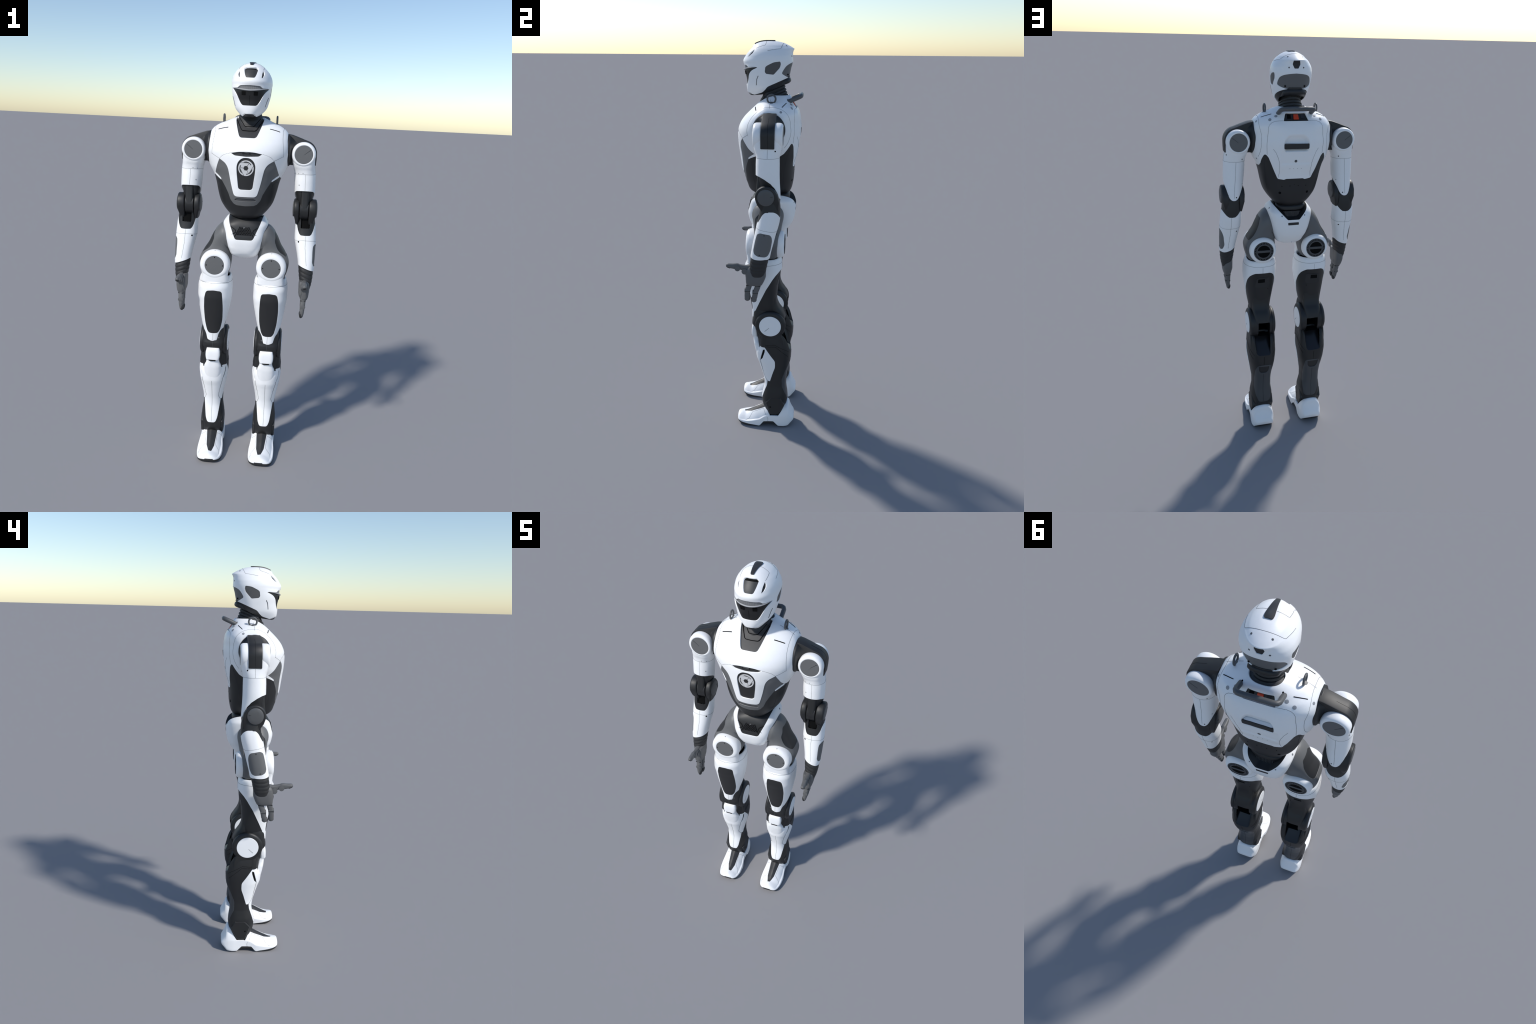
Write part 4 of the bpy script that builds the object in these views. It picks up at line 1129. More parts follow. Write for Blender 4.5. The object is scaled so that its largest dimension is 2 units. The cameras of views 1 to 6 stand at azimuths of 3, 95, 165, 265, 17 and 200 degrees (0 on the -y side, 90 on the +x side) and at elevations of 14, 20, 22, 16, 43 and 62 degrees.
# ================================================================ SHIN AND FOOT
def build_shin():
    s = make_calf(); bv = s.bvh()
    mid = 0.1395
    rh = [(0.0, 0.520), (0.040, 0.520), (0.0520, 0.4870), (0.0375, 0.3450), (0.0330, 0.3150), (0.0415, 0.2830), (0.0380, 0.2500), (0.0300, 0.1850), (0.0200, 0.1585)]
    poly = rounded([(mid + a, z) for a, z in rh] + [(mid - a, z) for a, z in reversed(rh) if a > 0], [0, 0, .006, .01, .006, .006, .01, .01, .010] + [.010, .01, .01, .006, .006, .01, .006, 0])
    wing = rounded([(0.0030, 0.5070), (0.0130, 0.4940), (0.0640, 0.4200), (0.0645, 0.3800), (0.0530, 0.3440), (0.0375, 0.2835), (0.0220, 0.2835), (-0.05, 0.300), (-0.05, 0.480)], [.001, .003, .01, .012, .012, .004, 0, 0, 0])
    slot = rounded([(0.0110, 0.4890), (0.0100, 0.4730), (-0.0015, 0.4330), (-0.0145, 0.4130), (-0.0135, 0.4300), (-0.0005, 0.4830)], 0.001)
    low = lambda V: V[:, 0] - mid
    def wingf(V):
        f = np.minimum(poly_sdf(wing)(V[:, [1, 2]]), 0.52 - V[:, 2])
        return f
    s.carve("wing", wingf)
    s.carve("shin", on("xz", poly_sdf(poly), half("y", -1, 0.06)), ("base", "wing"))
    s.carve("shin_notch", lambda V: np.minimum(V[:, 2] - (0.4885 + np.abs(V[:, 0] - mid) * 0.0), 0.07 - V[:, 1]), "shin")
    s.carve("slot", on("yz", poly_sdf(slot)), ("wing", "shin"))
    grey = rounded([(0.0965, 0.3950), (0.1050, 0.4045), (0.1400, 0.4075), (0.1720, 0.4030), (0.1835, 0.3760), (0.1860, 0.3150), (0.1850, 0.2450), (0.1795, 0.2080), (0.1640, 0.1670), (0.1500, 0.1625),
                    (0.1100, 0.1640), (0.0995, 0.1720), (0.0945, 0.2180), (0.0930, 0.2500), (0.0930, 0.3500)], .008)
    s.carve("rear_panel", on("xz", poly_sdf(grey), half("y", 1, 0.06)), "base")
    win = rounded([(0.1690, 0.3995), (0.1085, 0.3960), (0.1120, 0.3650), (0.1220, 0.3510), (0.1545, 0.3515), (0.1650, 0.3690)], [.002, .002, .006, .008, .008, .006])
    s.carve("rear_window", on("xz", poly_sdf(win), half("y", 1, 0.06)), "rear_panel")
    val = rounded([(0.199, 0.600), (0.1945, 0.5650), (0.1800, 0.4800), (0.1700, 0.4700), (0.1090, 0.4665), (0.0990, 0.4780), (0.0845, 0.5650), (0.080, 0.600)], [0, 0, .006, .01, .01, .006, 0, 0])
    s.carve("valley", on("xz", poly_sdf(val), half("y", 1, 0.06)), "base")
    S = shell(s, ("base",), "shin", BLACK, both=True, depth=0.016)
    shell(s, "wing", "shin_wing", WHITE, S, off=0.0012, both=True)
    shell(s, "shin", "shin_guard", WHITE, S, off=0.0018, both=True)
    shell(s, "shin_notch", "shin_notch", BLACK, S, both=True)
    shell(s, "slot", "wing_slot", VOID, S, off=-0.003, both=True)
    shell(s, "rear_panel", "calf_panel", plastic("calf_grey", (0.058, 0.061, 0.066), 0.42), S, off=0.0010, both=True)
    shell(s, "rear_window", "calf_window", DARK, S, off=-0.002, both=True)
    vl = s.take("valley")
    vl.V[:, 1] -= 0.085 * np.clip((vl.V[:, 2] - 0.468) / 0.10, 0, 1)**0.9
    vl.V[:, 1] = np.maximum(vl.V[:, 1], 0.048)
    vl.renormal()
    shell(vl, "valley", "calf_hollow", plastic("hollow_black", (0.010, 0.010, 0.012), 0.30), S, both=True, skirt=False)
    seams("shin_seam", bv, [[(mid, -0.036, 0.416), (mid, 0.007, 0.26), (mid, -0.006, 0.165)]], S, r=0.0022, both=True) if False else None
    lift = lambda pts: [(x, y, z) for x, y, z in pts]
    def laid(pts, up):
        return [tuple(p) for p in lay(bv, pts, 0.004, up)]
    def tubes(name, lines, r, mat, up):
        solid(name, [tube(lay(bv, l, 0.004, up), r, 6) for l in lines], mat, S, both=True)
    tubes("shin_seam", [[(mid, -0.034, 0.415), (mid, -0.01, 0.335), (mid, 0.006, 0.26), (mid, -0.004, 0.163)]], 0.0006, GAP, 0.0018)
    edge = [[(mid + k * a, y, z) for a, y, z in ((0.0460, -0.008, 0.425), (0.0375, -0.001, 0.345), (0.0330, 0.004, 0.315), (0.0345, 0.012, 0.302), (0.0415, 0.024, 0.283))] for k in (1, -1)]
    tubes("shin_seam", edge, 0.0009, GAP, 0.0014)
    tubes("calf_seam", [[(mid, 0.148, 0.46), (mid, 0.144, 0.41)], [(mid, 0.12, 0.345), (mid, 0.12, 0.25), (mid, 0.13, 0.165)]], 0.0006, VOID, 0.0009)
    for sx in (0, 1):
        k = (lambda x: x) if sx == 0 else (lambda x: 2 * mid - x)
        tubes("shin_seam", [[(k(0.207), 0.0079, 0.5127), (k(0.2122), 0.0616, 0.5184), (k(0.200), 0.125, 0.480), (k(0.19), 0.136, 0.470)],
                            [(k(0.2102), 0.0189, 0.505), (k(0.213), 0.0671, 0.5071), (k(0.195), 0.130, 0.445)]], 0.0006, VOID, 0.0002)
    # ankle side caps
    hexo = [(0.039, 0.080), (0.085, 0.080), (0.1175, 0.140), (0.0955, 0.186), (0.043, 0.186), (0.0145, 0.152)]
    def taper(xo, s):
        def w(V):
            W = V.copy(); return W
        return w
    for x0, x1 in ((0.170, 0.1995), (0.0805, 0.110)):
        solid("ankle_cap", prism(hexo, x0, x1, "yz", 0.0035, 1), BLACK, S, both=True, angle=20)
    solid("ankle_bolt", lathe([(0.19, 0.0045), (0.2002, 0.0045)], (0, 0.041, 0.127), "x", 16), VOID, S, both=True)
    solid("ankle_bolt", lathe([(0.0800, 0.0045), (0.09, 0.0045)], (0, 0.041, 0.127), "x", 16), VOID, S, both=True)
    return S

FOOT_T = rows(  # along y: y, xl, xr, z bottom, z top, p_bottom, p_top
    (-0.1432, 0.114, 0.158, 0.0170, 0.0340, 3, 1.9),
    (-0.1405, 0.099, 0.172, 0.0090, 0.0410, 3.4, 1.8),
    (-0.1320, 0.0875, 0.1845, 0.0030, 0.0465, 4, 1.6),
    (-0.1200, 0.0795, 0.1915, 0.0005, 0.0495, 6, 1.45),
    (-0.1000, 0.0735, 0.1975, 0.0, 0.0520, 12, 1.35),
    (-0.0700, 0.0695, 0.2020, 0.0000, 0.0660, 12, 1.35),
    (-0.0400, 0.0695, 0.2030, 0.0000, 0.0840, 12, 1.4),
    (-0.0220, 0.0710, 0.2025, 0.0000, 0.0940, 12, 1.45),
    (-0.0080, 0.0735, 0.2005, 0.0070, 0.1020, 12, 1.5),
    (0.0080, 0.0760, 0.1985, 0.0140, 0.1110, 12, 1.6),
    (0.0350, 0.0775, 0.1970, 0.0150, 0.1230, 12, 2.0),
    (0.0600, 0.0775, 0.1980, 0.0140, 0.1330, 12, 2.3),
    (0.0730, 0.0775, 0.1985, 0.0070, 0.1370, 12, 2.4),
    (0.0840, 0.0775, 0.1990, 0.0000, 0.1390, 12, 2.4),
    (0.1050, 0.0775, 0.2000, 0.0000, 0.1410, 12, 2.4),
    (0.1300, 0.0790, 0.1985, 0.0000, 0.1410, 6, 2.4),
    (0.1400, 0.0815, 0.1965, 0.0040, 0.1330, 5, 2.4),
    (0.1460, 0.0835, 0.1950, 0.0100, 0.1120, 4, 2.4),
    (0.1560, 0.0880, 0.1910, 0.0220, 0.0870, 3.4, 2.4),
    (0.1655, 0.0950, 0.1840, 0.0340, 0.0680, 3, 2.4),
    (0.1690, 0.1060, 0.1730, 0.0420, 0.0570, 3, 2.4))
FOOT_C = [0.025, 0.022, 0.020, 0.018, 0.017, 0.018, 0.020, 0.022, 0.030, 0.040, 0.046, 0.050, 0.048, 0.045, 0.045, 0.045, 0.045, 0.047, 0.049, 0.050, 0.050]
def make_foot():
    M = Matrix(((1, 0, 0, 0), (0, 0, 1, 0), (0, 1, 0, 0), (0, 0, 0, 1)))
    return loft(FOOT_T, 128, 120, frame=M, yc=FOOT_C)

def build_foot():
    f = make_foot(); bv = f.bvh()
    sole = rounded([(-0.16, 0.0260), (-0.125, 0.0180), (-0.1040, 0.0150), (-0.0400, 0.0075), (-0.0180, 0.0030), (0.0040, 0.0310), (0.0580, 0.0335), (0.0840, 0.0060), (0.1350, 0.0075), (0.18, 0.0470), (0.18, -0.02), (-0.16, -0.02)],
                   [0, .01, .005, .005, .003, .003, .003, .003, .003, 0, 0, 0])
    f.carve("sole", on("yz", poly_sdf(sole)))
    f.carve("sole", on("xz", poly_sdf([(0.098, 0.0), (0.108, 0.0265), (0.150, 0.0265), (0.162, 0.0)]), half("y", -1, -0.10)), "base")
    hole = rounded([(0.0035, 0.20), (0.0035, 0.128), (0.0390, 0.0675), (0.0835, 0.0690), (0.1200, 0.1330), (0.1280, 0.20)], [0, .004, .003, .003, .003, 0])
    f.carve("well", on("yz", poly_sdf(hole)), "base")
    wedge = rounded([(0.1225, -0.1065), (0.1370, -0.1065), (0.1525, -0.0680), (0.1640, 0.02), (0.1060, 0.02), (0.1110, -0.0670)], [.001, .001, .002, 0, 0, .002])
    f.carve("wedge", on("xy", poly_sdf(wedge), half("z", 1, 0.035)), ("base", "well"))
    F_ = shell(f, "base", "foot", WHITE, both=True, depth=0.009)
    shell(f, "sole", "sole", RUBBER, F_, off=-0.0008, depth=0.006, both=True)
    shell(f, "well", "ankle_well", VOID, F_, off=-0.035, depth=0.036, both=True, skirt=False)
    shell(f, "wedge", "instep_strip", plastic("instep_black", (0.026, 0.026, 0.027), 0.5), F_, off=-0.0015, both=True)
    L = [[(0.185, -0.104, 0.013), (0.183, -0.076, 0.034), (0.158, -0.058, 0.060), (0.167, 0.001, 0.096), (0.180, 0.010, 0.080), (0.194, 0.029, 0.049), (0.194, 0.027, 0.031)],
         [(0.088, -0.104, 0.013), (0.088, -0.076, 0.034), (0.106, -0.058, 0.060), (0.102, 0.001, 0.096), (0.093, 0.010, 0.080), (0.084, 0.029, 0.049), (0.084, 0.027, 0.031)]]
    seams("shoe_seam", bv, L, F_, r=0.0005, both=True)
    solid("ankle_joint", lathe([(0.092, 0.030), (0.187, 0.030)], (0, 0.061, 0.095), "x", 40), BLACK, F_, both=True)
    return F_

# ================================================================ ARM
def build_shoulder():
    # black yoke from the socket, with the drum between the white cheeks
    arm = spine([((0.176, 0.0215, 1.612), (1, 0, 0), 0.075, 0.0755, 2.0, (0, 1, 0)), ((0.1905, 0.0215, 1.612), (1, 0, 0), 0.0745, 0.0752, 2.0, (0, 1, 0)),
                 ((0.1950, 0.022, 1.612), (1, 0, 0), 0.068, 0.072, 2.0, (0, 1, 0)), ((0.203, 0.0235, 1.613), (1, 0, 0), 0.050, 0.066, 2.4, (0, 1, 0)), ((0.215, 0.025, 1.612), (1, 0, 0), 0.036, 0.063, 3.0, (0, 1, 0)),
                 ((0.235, 0.026, 1.608), (1, 0, 0), 0.031, 0.0615, 3.6, (0, 1, 0)), ((0.262, 0.026, 1.602), (1, 0, 0), 0.0305, 0.0605, 3.8, (0, 1, 0))], 72, 50)
    outline = [(0.186, 1.5440), (0.186, 1.6870), (0.205, 1.6840), (0.235, 1.6740), (0.262, 1.6640)] + [(0.2605 + 0.0622 * math.cos(a), 1.599 + 0.0622 * math.sin(a)) for a in np.linspace(math.radians(70), 0, 20)] + [(0.3225, 1.575), (0.3205, 1.5465), (0.30, 1.5465), (0.255, 1.5465), (0.225, 1.5440)]
    strip = prism(outline, -0.0050, 0.0570, "xz", 0.0035, 2)
    Y = solid("shoulder", [arm, strip], BLACK, None, both=True, angle=40)
    seams("shoulder_seam", grid_surf_bvh(strip), [[(0.24, 0.026, 1.662), (0.29, 0.026, 1.655), (0.322, 0.026, 1.60), (0.322, 0.026, 1.55)]], Y, r=0.0005, mat=VOID, both=True)
    dots("screw_hole", arm.bvh(), [(0.226, 0.026, 1.675, 0.002)], 0.002, VOID, Y, both=True)
    return Y

def grid_surf_bvh(VF):
    from mathutils.bvhtree import BVHTree
    return BVHTree.FromPolygons([Vector(v) for v in VF[0]], [list(f) for f in VF[1]])

def build_upper_arm():
    u = make_uarm(); bv = u.bvh()
    c = (0.2605, 0.0, 1.597)
    # lower edge: short in front, long tongue behind
    ys = [-0.040, -0.028, -0.008, 0.014, 0.042, 0.060, 0.070, 0.079, 0.095]
    zs = [1.428, 1.4265, 1.4230, 1.4125, 1.3930, 1.3710, 1.3550, 1.3300, 1.300]
    u.carve("drop", lambda V: (np.interp(V[:, 1], ys, zs) - V[:, 2]) * 0.6)
    tongue = [(0.200, 1.420), (0.2335, 1.388), (0.2500, 1.352), (0.2640, 1.320), (0.2670, 1.3085), (0.2720, 1.3060), (0.2985, 1.3060), (0.3035, 1.3085), (0.3080, 1.330), (0.3170, 1.370), (0.3260, 1.395), (0.36, 1.42), (0.36, 1.75), (0.20, 1.75)]
    u.carve("drop", lambda V: -poly_sdf(tongue)(V[:, [0, 2]]), "base")
    u.carve("drop", lambda V: np.minimum(np.minimum(V[:, 2] - 1.556, V[:, 1] + 0.004), 0.056 - V[:, 1]), "base")
    U = shell(u, "base", "upper_arm", WHITE, both=True, depth=0.004)
    ck_f = lathe([(0.002, 0.050), (-0.002, 0.0555), (-0.010, 0.0575), (-0.028, 0.0570), (-0.036, 0.0545), (-0.0405, 0.0500), (-0.0420, 0.0445), (-0.0412, 0.0430), (-0.035, 0.0425)], c, "y", 80)
    ck_b = lathe([(0.050, 0.050), (0.054, 0.0555), (0.062, 0.0575), (0.078, 0.0570), (0.086, 0.0545), (0.0905, 0.0500), (0.0920, 0.0445), (0.0912, 0.0430), (0.085, 0.0425)], c, "y", 80)
    solid("shoulder_cheek", ck_f, WHITE, U, both=True, angle=45); solid("shoulder_cheek", ck_b, WHITE, U, both=True, angle=45)
    for y, s in ((-0.0415, -1), (0.0915, 1)):
        solid("joint_cap", lathe([(-0.01, 0.0428), (-0.0004, 0.0428), (0.0004, 0.0420), (0.0008, 0.02), (0.0009, 0.001)], (c[0], y, c[2]), (0, s, 0), 64), GREY, U, both=True)
        solid("cap_mark", prism([(c[0] + 0.002, c[2] + 0.0005), (c[0] + 0.0028, c[2] - 0.0003), (c[0] + 0.0308, c[2] + 0.0222), (c[0] + 0.0300, c[2] + 0.0230)], min(y, y + s * 0.0013), max(y, y + s * 0.0013), "xz", 0.0001, 1), BLACK, U, both=True)
    a = [(0.2735 + 0.0515 * math.cos(q), 0.0255 + 0.0535 * math.sin(q), 1.504) for q in np.linspace(0, 2 * math.pi, 50)]
    seams("arm_seam", bv, [a, [(0.274, -0.03, 1.503), (0.277, -0.03, 1.428)], [(0.272, 0.0785, 1.503), (0.276, 0.079, 1.43), (0.283, 0.084, 1.33)], [(0.326, 0.026, 1.545), (0.325, 0.026, 1.505)]], U, r=0.0005, both=True)
    dots("screw_hole", bv, [(0.262, -0.030, 1.5095, 0.0016), (0.243, -0.018, 1.508, 0.0016), (0.318, 0.062, 1.537, 0.0034), (0.243, 0.072, 1.517, 0.003), (0.272, 0.084, 1.3335, 0.003)], 0.002, VOID, U, both=True)
    dots("screw_recess", bv, [(0.249, -0.020, 1.453, 0.0032), (0.236, 0.065, 1.395, 0.0030)], 0.003, plastic("arm_recess_grey", (0.4, 0.41, 0.43), 0.5), U, both=True)
    return U

def build_elbow():
    ax = (0, 0.022, 1.333)
    strap = lathe([(0.2580, 0.044), (0.2585, 0.0490), (0.2600, 0.0505), (0.2985, 0.0505), (0.3000, 0.0490), (0.3005, 0.044)], ax, "x", 64)
    link = loft(rows((1.335, 0.2580, 0.3005, -0.0285, 0.070, 5, 4), (1.38, 0.2580, 0.3005, -0.0240, 0.070, 5, 4), (1.44, 0.2575, 0.3010, -0.0205, 0.070, 5, 4)), 48, 16)
    core = loft(rows((1.345, 0.246, 0.312, -0.005, 0.066, 3, 3), (1.385, 0.238, 0.315, -0.013, 0.068, 2.6, 2.6), (1.41, 0.232, 0.320, -0.017, 0.070, 2.4, 2.4), (1.440, 0.230, 0.322, -0.018, 0.070, 2.3, 2.3)), 64, 24)
    out = [(0.022 + 0.0500 * math.cos(a), 1.333 + 0.0505 * math.sin(a)) for a in np.linspace(math.radians(35), math.radians(200), 34)]
    out = out + [(-0.0185, 1.295), (-0.0060, 1.276), (0.000, 1.262), (0.030, 1.255), (0.070, 1.258), (0.0800, 1.275), (0.0825, 1.310), (0.0750, 1.345)]
    def shape(xo, sgn):
        def w(V):
            W = V.copy()
            k = np.clip((1.325 - V[:, 2]) / 0.065, 0, 1); k = k * k * (3 - 2 * k)
            edge = np.abs(V[:, 0] - xo) < 0.012
            W[:, 0] = V[:, 0] - sgn * np.where(edge, 1, 0) * k * 0.012
            return W
        return w
    ch_o = prism(out, 0.3025, 0.3395, "yz", 0.007, 3, shape(0.3395, 1))
    ch_i = prism(out, 0.2290, 0.2565, "yz", 0.007, 3, shape(0.2290, -1))
    E_ = solid("elbow", [strap, link, core, ch_o, ch_i], BLACK, None, both=True, angle=40)
    EG = plastic("elbow_cap_grey", (0.085, 0.086, 0.088), 0.45)
    for xo, s in ((0.3395, 1), (0.2290, -1)):
        solid("joint_cap", lathe([(-0.006, 0.0380), (0.0012, 0.0380), (0.0028, 0.0350), (0.0045, 0.020), (0.0050, 0.001)], (xo, ax[1], ax[2]), (s, 0, 0), 56), EG, E_, both=True)
        solid("cap_mark", prism([(0.0235, 1.3325), (0.0235, 1.3335), (0.054, 1.3400), (0.054, 1.3390)], min(xo, xo + s * 0.0044), max(xo, xo + s * 0.0044), "yz", 0.0001, 1), VOID, E_, both=True)
    return E_

def build_forearm():
    f = make_farm(); bv = f.bvh()
    def top(V):  # black elbow sleeve: U shaped in front and behind, white crowns on the sides
        xn = np.abs(V[:, 0] - 0.2935) / 0.050
        fr = np.interp(xn, [0, 0.45, 0.6, 0.75, 0.9, 1.1], [1.2085, 1.2095, 1.2160, 1.2330, 1.2630, 1.268])
        bk = np.interp(xn, [0, 0.3, 0.55, 0.75, 0.9, 1.1], [1.2330, 1.2345, 1.2440, 1.2560, 1.2660, 1.268])
        return (V[:, 2] - np.where(V[:, 1] < 0.035, fr, bk)) * 0.6
    f.carve("sleeve", top)
    f.carve("drop", lambda V: (1.0635 - 0.36 * np.clip(V[:, 0] - 0.270, 0, 1)) - V[:, 2] - 0.012 * np.clip((V[:, 1] - 0.02) / 0.03, 0, 1), "base")
    pan = rounded([(-0.0215, 1.1480), (-0.0175, 1.1600), (-0.0030, 1.1685), (0.0420, 1.1610), (0.0505, 1.1480), (0.0525, 1.1280), (0.0445, 1.0780), (0.0340, 1.0558), (0.0210, 1.0500), (-0.0140, 1.0540), (-0.0315, 1.0640), (-0.0358, 1.0800), (-0.0275, 1.1250)],
                  [.004, .006, .008, .008, .006, .01, .01, .006, .006, .006, .006, .006, .01])
    f.carve("panel", on("yz", poly_sdf(pan), half("x", 1, 0.30)), "base")
    hole = [(0.2600, 1.34), (0.2680, 1.2800), (0.2680, 1.2430), (0.3140, 1.2445), (0.3140, 1.2800), (0.3000, 1.34)]
    f.carve("hole", on("xz", poly_sdf(hole), half("y", -1, 0.03)), "sleeve")
    A = shell(f, "base", "forearm", WHITE, both=True, depth=0.006)
    shell(f, "sleeve", "forearm_sleeve", BLACK, A, off=-0.0005, both=True)
    shell(f, "panel", "forearm_panel", GREY, A, off=-0.0008, both=True)
    shell(f, "hole", "elbow_gap", VOID, A, off=-0.010, depth=0.012, both=True)
    a = [(0.295 + 0.054 * math.cos(q), 0.027 + 0.053 * math.sin(q), 1.1845 - 0.15 * (0.027 + 0.053 * math.sin(q) + 0.02)) for q in np.linspace(0, 2 * math.pi, 60)]
    seams("arm_seam", bv, [a, [(0.295, -0.02, 1.207), (0.296, -0.033, 1.15), (0.307, -0.049, 1.066)], [(0.296, 0.085, 1.235), (0.300, 0.065, 1.15), (0.310, 0.045, 1.06)]], A, r=0.0005, both=True)
    dots("screw_hole", bv, [(0.2645, -0.015, 1.177, 0.0042), (0.270, 0.060, 1.155, 0.0036)], 0.003, VOID, A, both=True)
    dots("panel_screw", bv, [(0.3485, 0.016, 1.158, 0.0026), (0.347, -0.006, 1.061, 0.0026)], 0.0026, BLACK, A, both=True)
    return A

def build_wrist():
    c = make_cuff()
    c.carve("drop", lambda V: (0.9895 - 0.95 * np.clip(V[:, 0] - 0.282, 0, 1)) - V[:, 2])
    W = shell(c, "base", "wrist_cuff", RUBBER, both=True, depth=0.006)
    solid("cuff_stud", lathe([(-0.002, 0.003), (0.002, 0.003)], (0.335, -0.036, 1.044), (0.5, -0.85, 0), 12), VOID, W, both=True)
    return W

def digit(pts, name_pad_dir):
    return spine(pts, 28, 26)

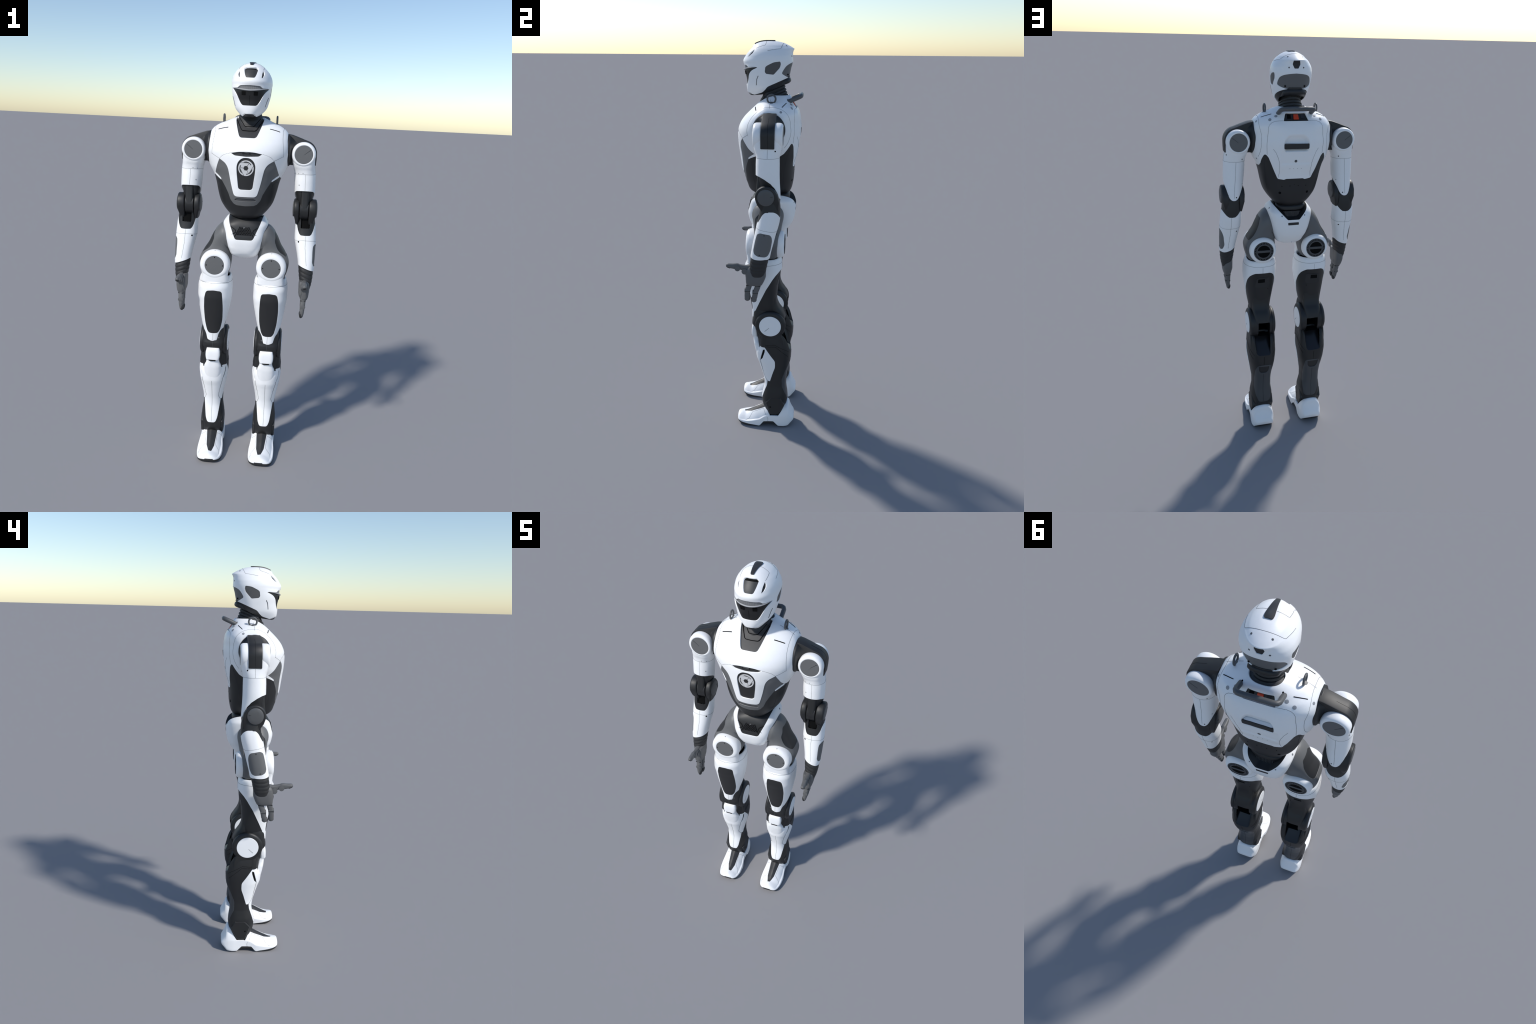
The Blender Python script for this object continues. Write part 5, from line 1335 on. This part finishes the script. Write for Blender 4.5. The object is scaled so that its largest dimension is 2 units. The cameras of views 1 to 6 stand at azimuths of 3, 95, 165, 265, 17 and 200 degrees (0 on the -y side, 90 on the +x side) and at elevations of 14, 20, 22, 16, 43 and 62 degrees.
def build_hand():
    palm = loft(rows((0.995, 0.2860, 0.3180, -0.045, 0.012, 2.6, 2.6), (0.985, 0.2810, 0.3260, -0.064, 0.019, 2.8, 2.8), (0.970, 0.2800, 0.3300, -0.0725, 0.0225, 3, 3), (0.945, 0.2805, 0.3310, -0.0750, 0.0225, 3, 3),
                     (0.920, 0.2830, 0.3290, -0.0745, 0.0150, 3, 3), (0.905, 0.2850, 0.3260, -0.0735, 0.0080, 3, 3), (0.896, 0.2880, 0.3220, -0.070, 0.003, 3, 3), (0.892, 0.2920, 0.3170, -0.064, -0.004, 3, 3)), 64, 50)
    thenar = loft(rows((0.990, 0.279, 0.300, -0.070, -0.010, 3, 3), (0.975, 0.2765, 0.305, -0.074, 0.000, 3, 3), (0.930, 0.2775, 0.305, -0.074, 0.000, 3, 3), (0.912, 0.281, 0.303, -0.070, -0.006, 3, 3)), 40, 20)
    H = solid("hand", [palm, thenar], HANDG, None, both=True, angle=40)
    fx = 0.3030
    def finger(y0, y1, y2, y3, z0, z1, z3):
        prox = spine([((fx, y0, z0 + 0.012), (0, y1 - y0, z1 - z0), 0.0125, 0.0135, 3, (1, 0, 0)), ((fx, y0, z0), (0, y1 - y0, z1 - z0), 0.0130, 0.0138, 3, (1, 0, 0)),
                      ((fx - 0.001, y1, z1), (0, y1 - y0, z1 - z0), 0.0125, 0.0132, 3, (1, 0, 0))], 28, 14)
        kn = lathe([(-0.0135, 0.009), (-0.0125, 0.0125), (0.0125, 0.0125), (0.0135, 0.009)], (fx - 0.0005, y1 - 0.001, z1), (0, 1, 0), 28)
        dist = spine([((fx - 0.001, y1, z1 + 0.003), (0, y2 - y1, -0.03), 0.0115, 0.0130, 2.8, (1, 0, 0)), ((fx - 0.002, y2, (z1 + z3) / 2), (0, y3 - y2, -0.03), 0.0105, 0.0132, 2.6, (1, 0, 0)),
                      ((fx - 0.003, y3, z3 + 0.014), (0, y3 - y2, -0.03), 0.0090, 0.0125, 2.4, (1, 0, 0)), ((fx - 0.0035, y3, z3 + 0.005), (0, 0, -1), 0.0070, 0.0098, 2.2, (1, 0, 0)), ((fx - 0.0035, y3, z3), (0, 0, -1), 0.0030, 0.0045, 2.0, (1, 0, 0))], 28, 30)
        f = solid("finger", [prox, kn, dist], HANDG, H, both=True, angle=40)
        pad = spine([((fx - 0.0100, y3 + 0.001, z3 + 0.028), (0.15, 0, -1), 0.0020, 0.0060, 2.2, (1, 0, 0)), ((fx - 0.0095, y3, z3 + 0.022), (0.15, 0, -1), 0.0060, 0.0130, 2.8, (1, 0, 0)),
                     ((fx - 0.0072, y3, z3 + 0.010), (0.2, 0, -1), 0.0075, 0.0136, 2.8, (1, 0, 0)), ((fx - 0.0050, y3, z3 + 0.003), (0.3, 0, -1), 0.0075, 0.0112, 2.4, (1, 0, 0)), ((fx - 0.0045, y3, z3 - 0.002), (0.3, 0, -1), 0.0015, 0.0030, 2, (1, 0, 0))], 24, 20)
        solid("fingertip_pad", pad, RUBBER, H, both=True, angle=50)
        solid("knuckle_gap", [prism([(fx - 0.0128, z0 - 0.0035), (fx + 0.0133, z0 - 0.0035), (fx + 0.0133, z0 - 0.0055), (fx - 0.0128, z0 - 0.0055)], y0 - 0.0140, y0 + 0.0140, "xz", 0.0003, 1),
                              prism([(fx - 0.0122, z1 + 0.0005), (fx + 0.0126, z1 + 0.0005), (fx + 0.0126, z1 - 0.0010), (fx - 0.0122, z1 - 0.0010)], y1 - 0.0136, y1 + 0.0136, "xz", 0.0003, 1)], VOID, H, both=True)
    finger(-0.0585, -0.0665, -0.0690, -0.0690, 0.898, 0.8630, 0.8065)
    finger(-0.0165, -0.0285, -0.0330, -0.0370, 0.896, 0.8540, 0.8005)
    # thumb pointing forward
    tx = 0.3035
    th = [spine([((tx, -0.055, 0.9800), (0, -1, 0.1), 0.0125, 0.0150, 3, (1, 0, 0)), ((tx, -0.078, 0.9805), (0, -1, 0.05), 0.0120, 0.0135, 3, (1, 0, 0)), ((tx, -0.104, 0.9840), (0, -1, 0.1), 0.0105, 0.0130, 3, (1, 0, 0)), ((tx, -0.118, 0.9865), (0, -1, 0.1), 0.0110, 0.0150, 3, (1, 0, 0)),
                 ((tx, -0.140, 0.9875), (0, -1, 0.02), 0.0115, 0.0125, 2.8, (1, 0, 0)), ((tx, -0.158, 0.9890), (0, -1, 0), 0.0105, 0.0105, 2.5, (1, 0, 0)), ((tx, -0.166, 0.9900), (0, -1, 0), 0.0085, 0.0080, 2.2, (1, 0, 0)), ((tx, -0.1695, 0.9905), (0, -1, 0), 0.0040, 0.0040, 2, (1, 0, 0))], 32, 44),
          lathe([(-0.0150, 0.010), (-0.0145, 0.0145), (0.0145, 0.0145), (0.0150, 0.010)], (tx, -0.0790, 0.9655), "x", 32),
          lathe([(-0.0135, 0.010), (-0.0130, 0.0135), (0.0130, 0.0135), (0.0135, 0.010)], (tx, -0.1135, 0.9790), "x", 32)]
    solid("thumb", th, HANDG, H, both=True, angle=40)
    solid("fingertip_pad", spine([((tx, -0.145, 0.9790), (0, -1, 0.2), 0.006, 0.002, 2.2, (1, 0, 0)), ((tx, -0.151, 0.9805), (0, -1, 0.3), 0.0098, 0.0055, 2.4, (1, 0, 0)), ((tx, -0.161, 0.9840), (0, -1, 0.4), 0.0092, 0.0055, 2.4, (1, 0, 0)), ((tx, -0.168, 0.9880), (0, -1, 0.5), 0.0060, 0.0035, 2.2, (1, 0, 0)), ((tx, -0.1700, 0.9890), (0, -1, 0.5), 0.002, 0.001, 2, (1, 0, 0))], 24, 20), RUBBER, H, both=True, angle=50)
    return H

grid_cache = {}
build_torso(); build_head(); build_neck(); build_pelvis(); build_hip(); thigh_joint(); build_thigh(); build_knee(); build_shin(); build_foot()
build_shoulder(); build_upper_arm(); build_elbow(); build_forearm(); build_wrist(); build_hand()
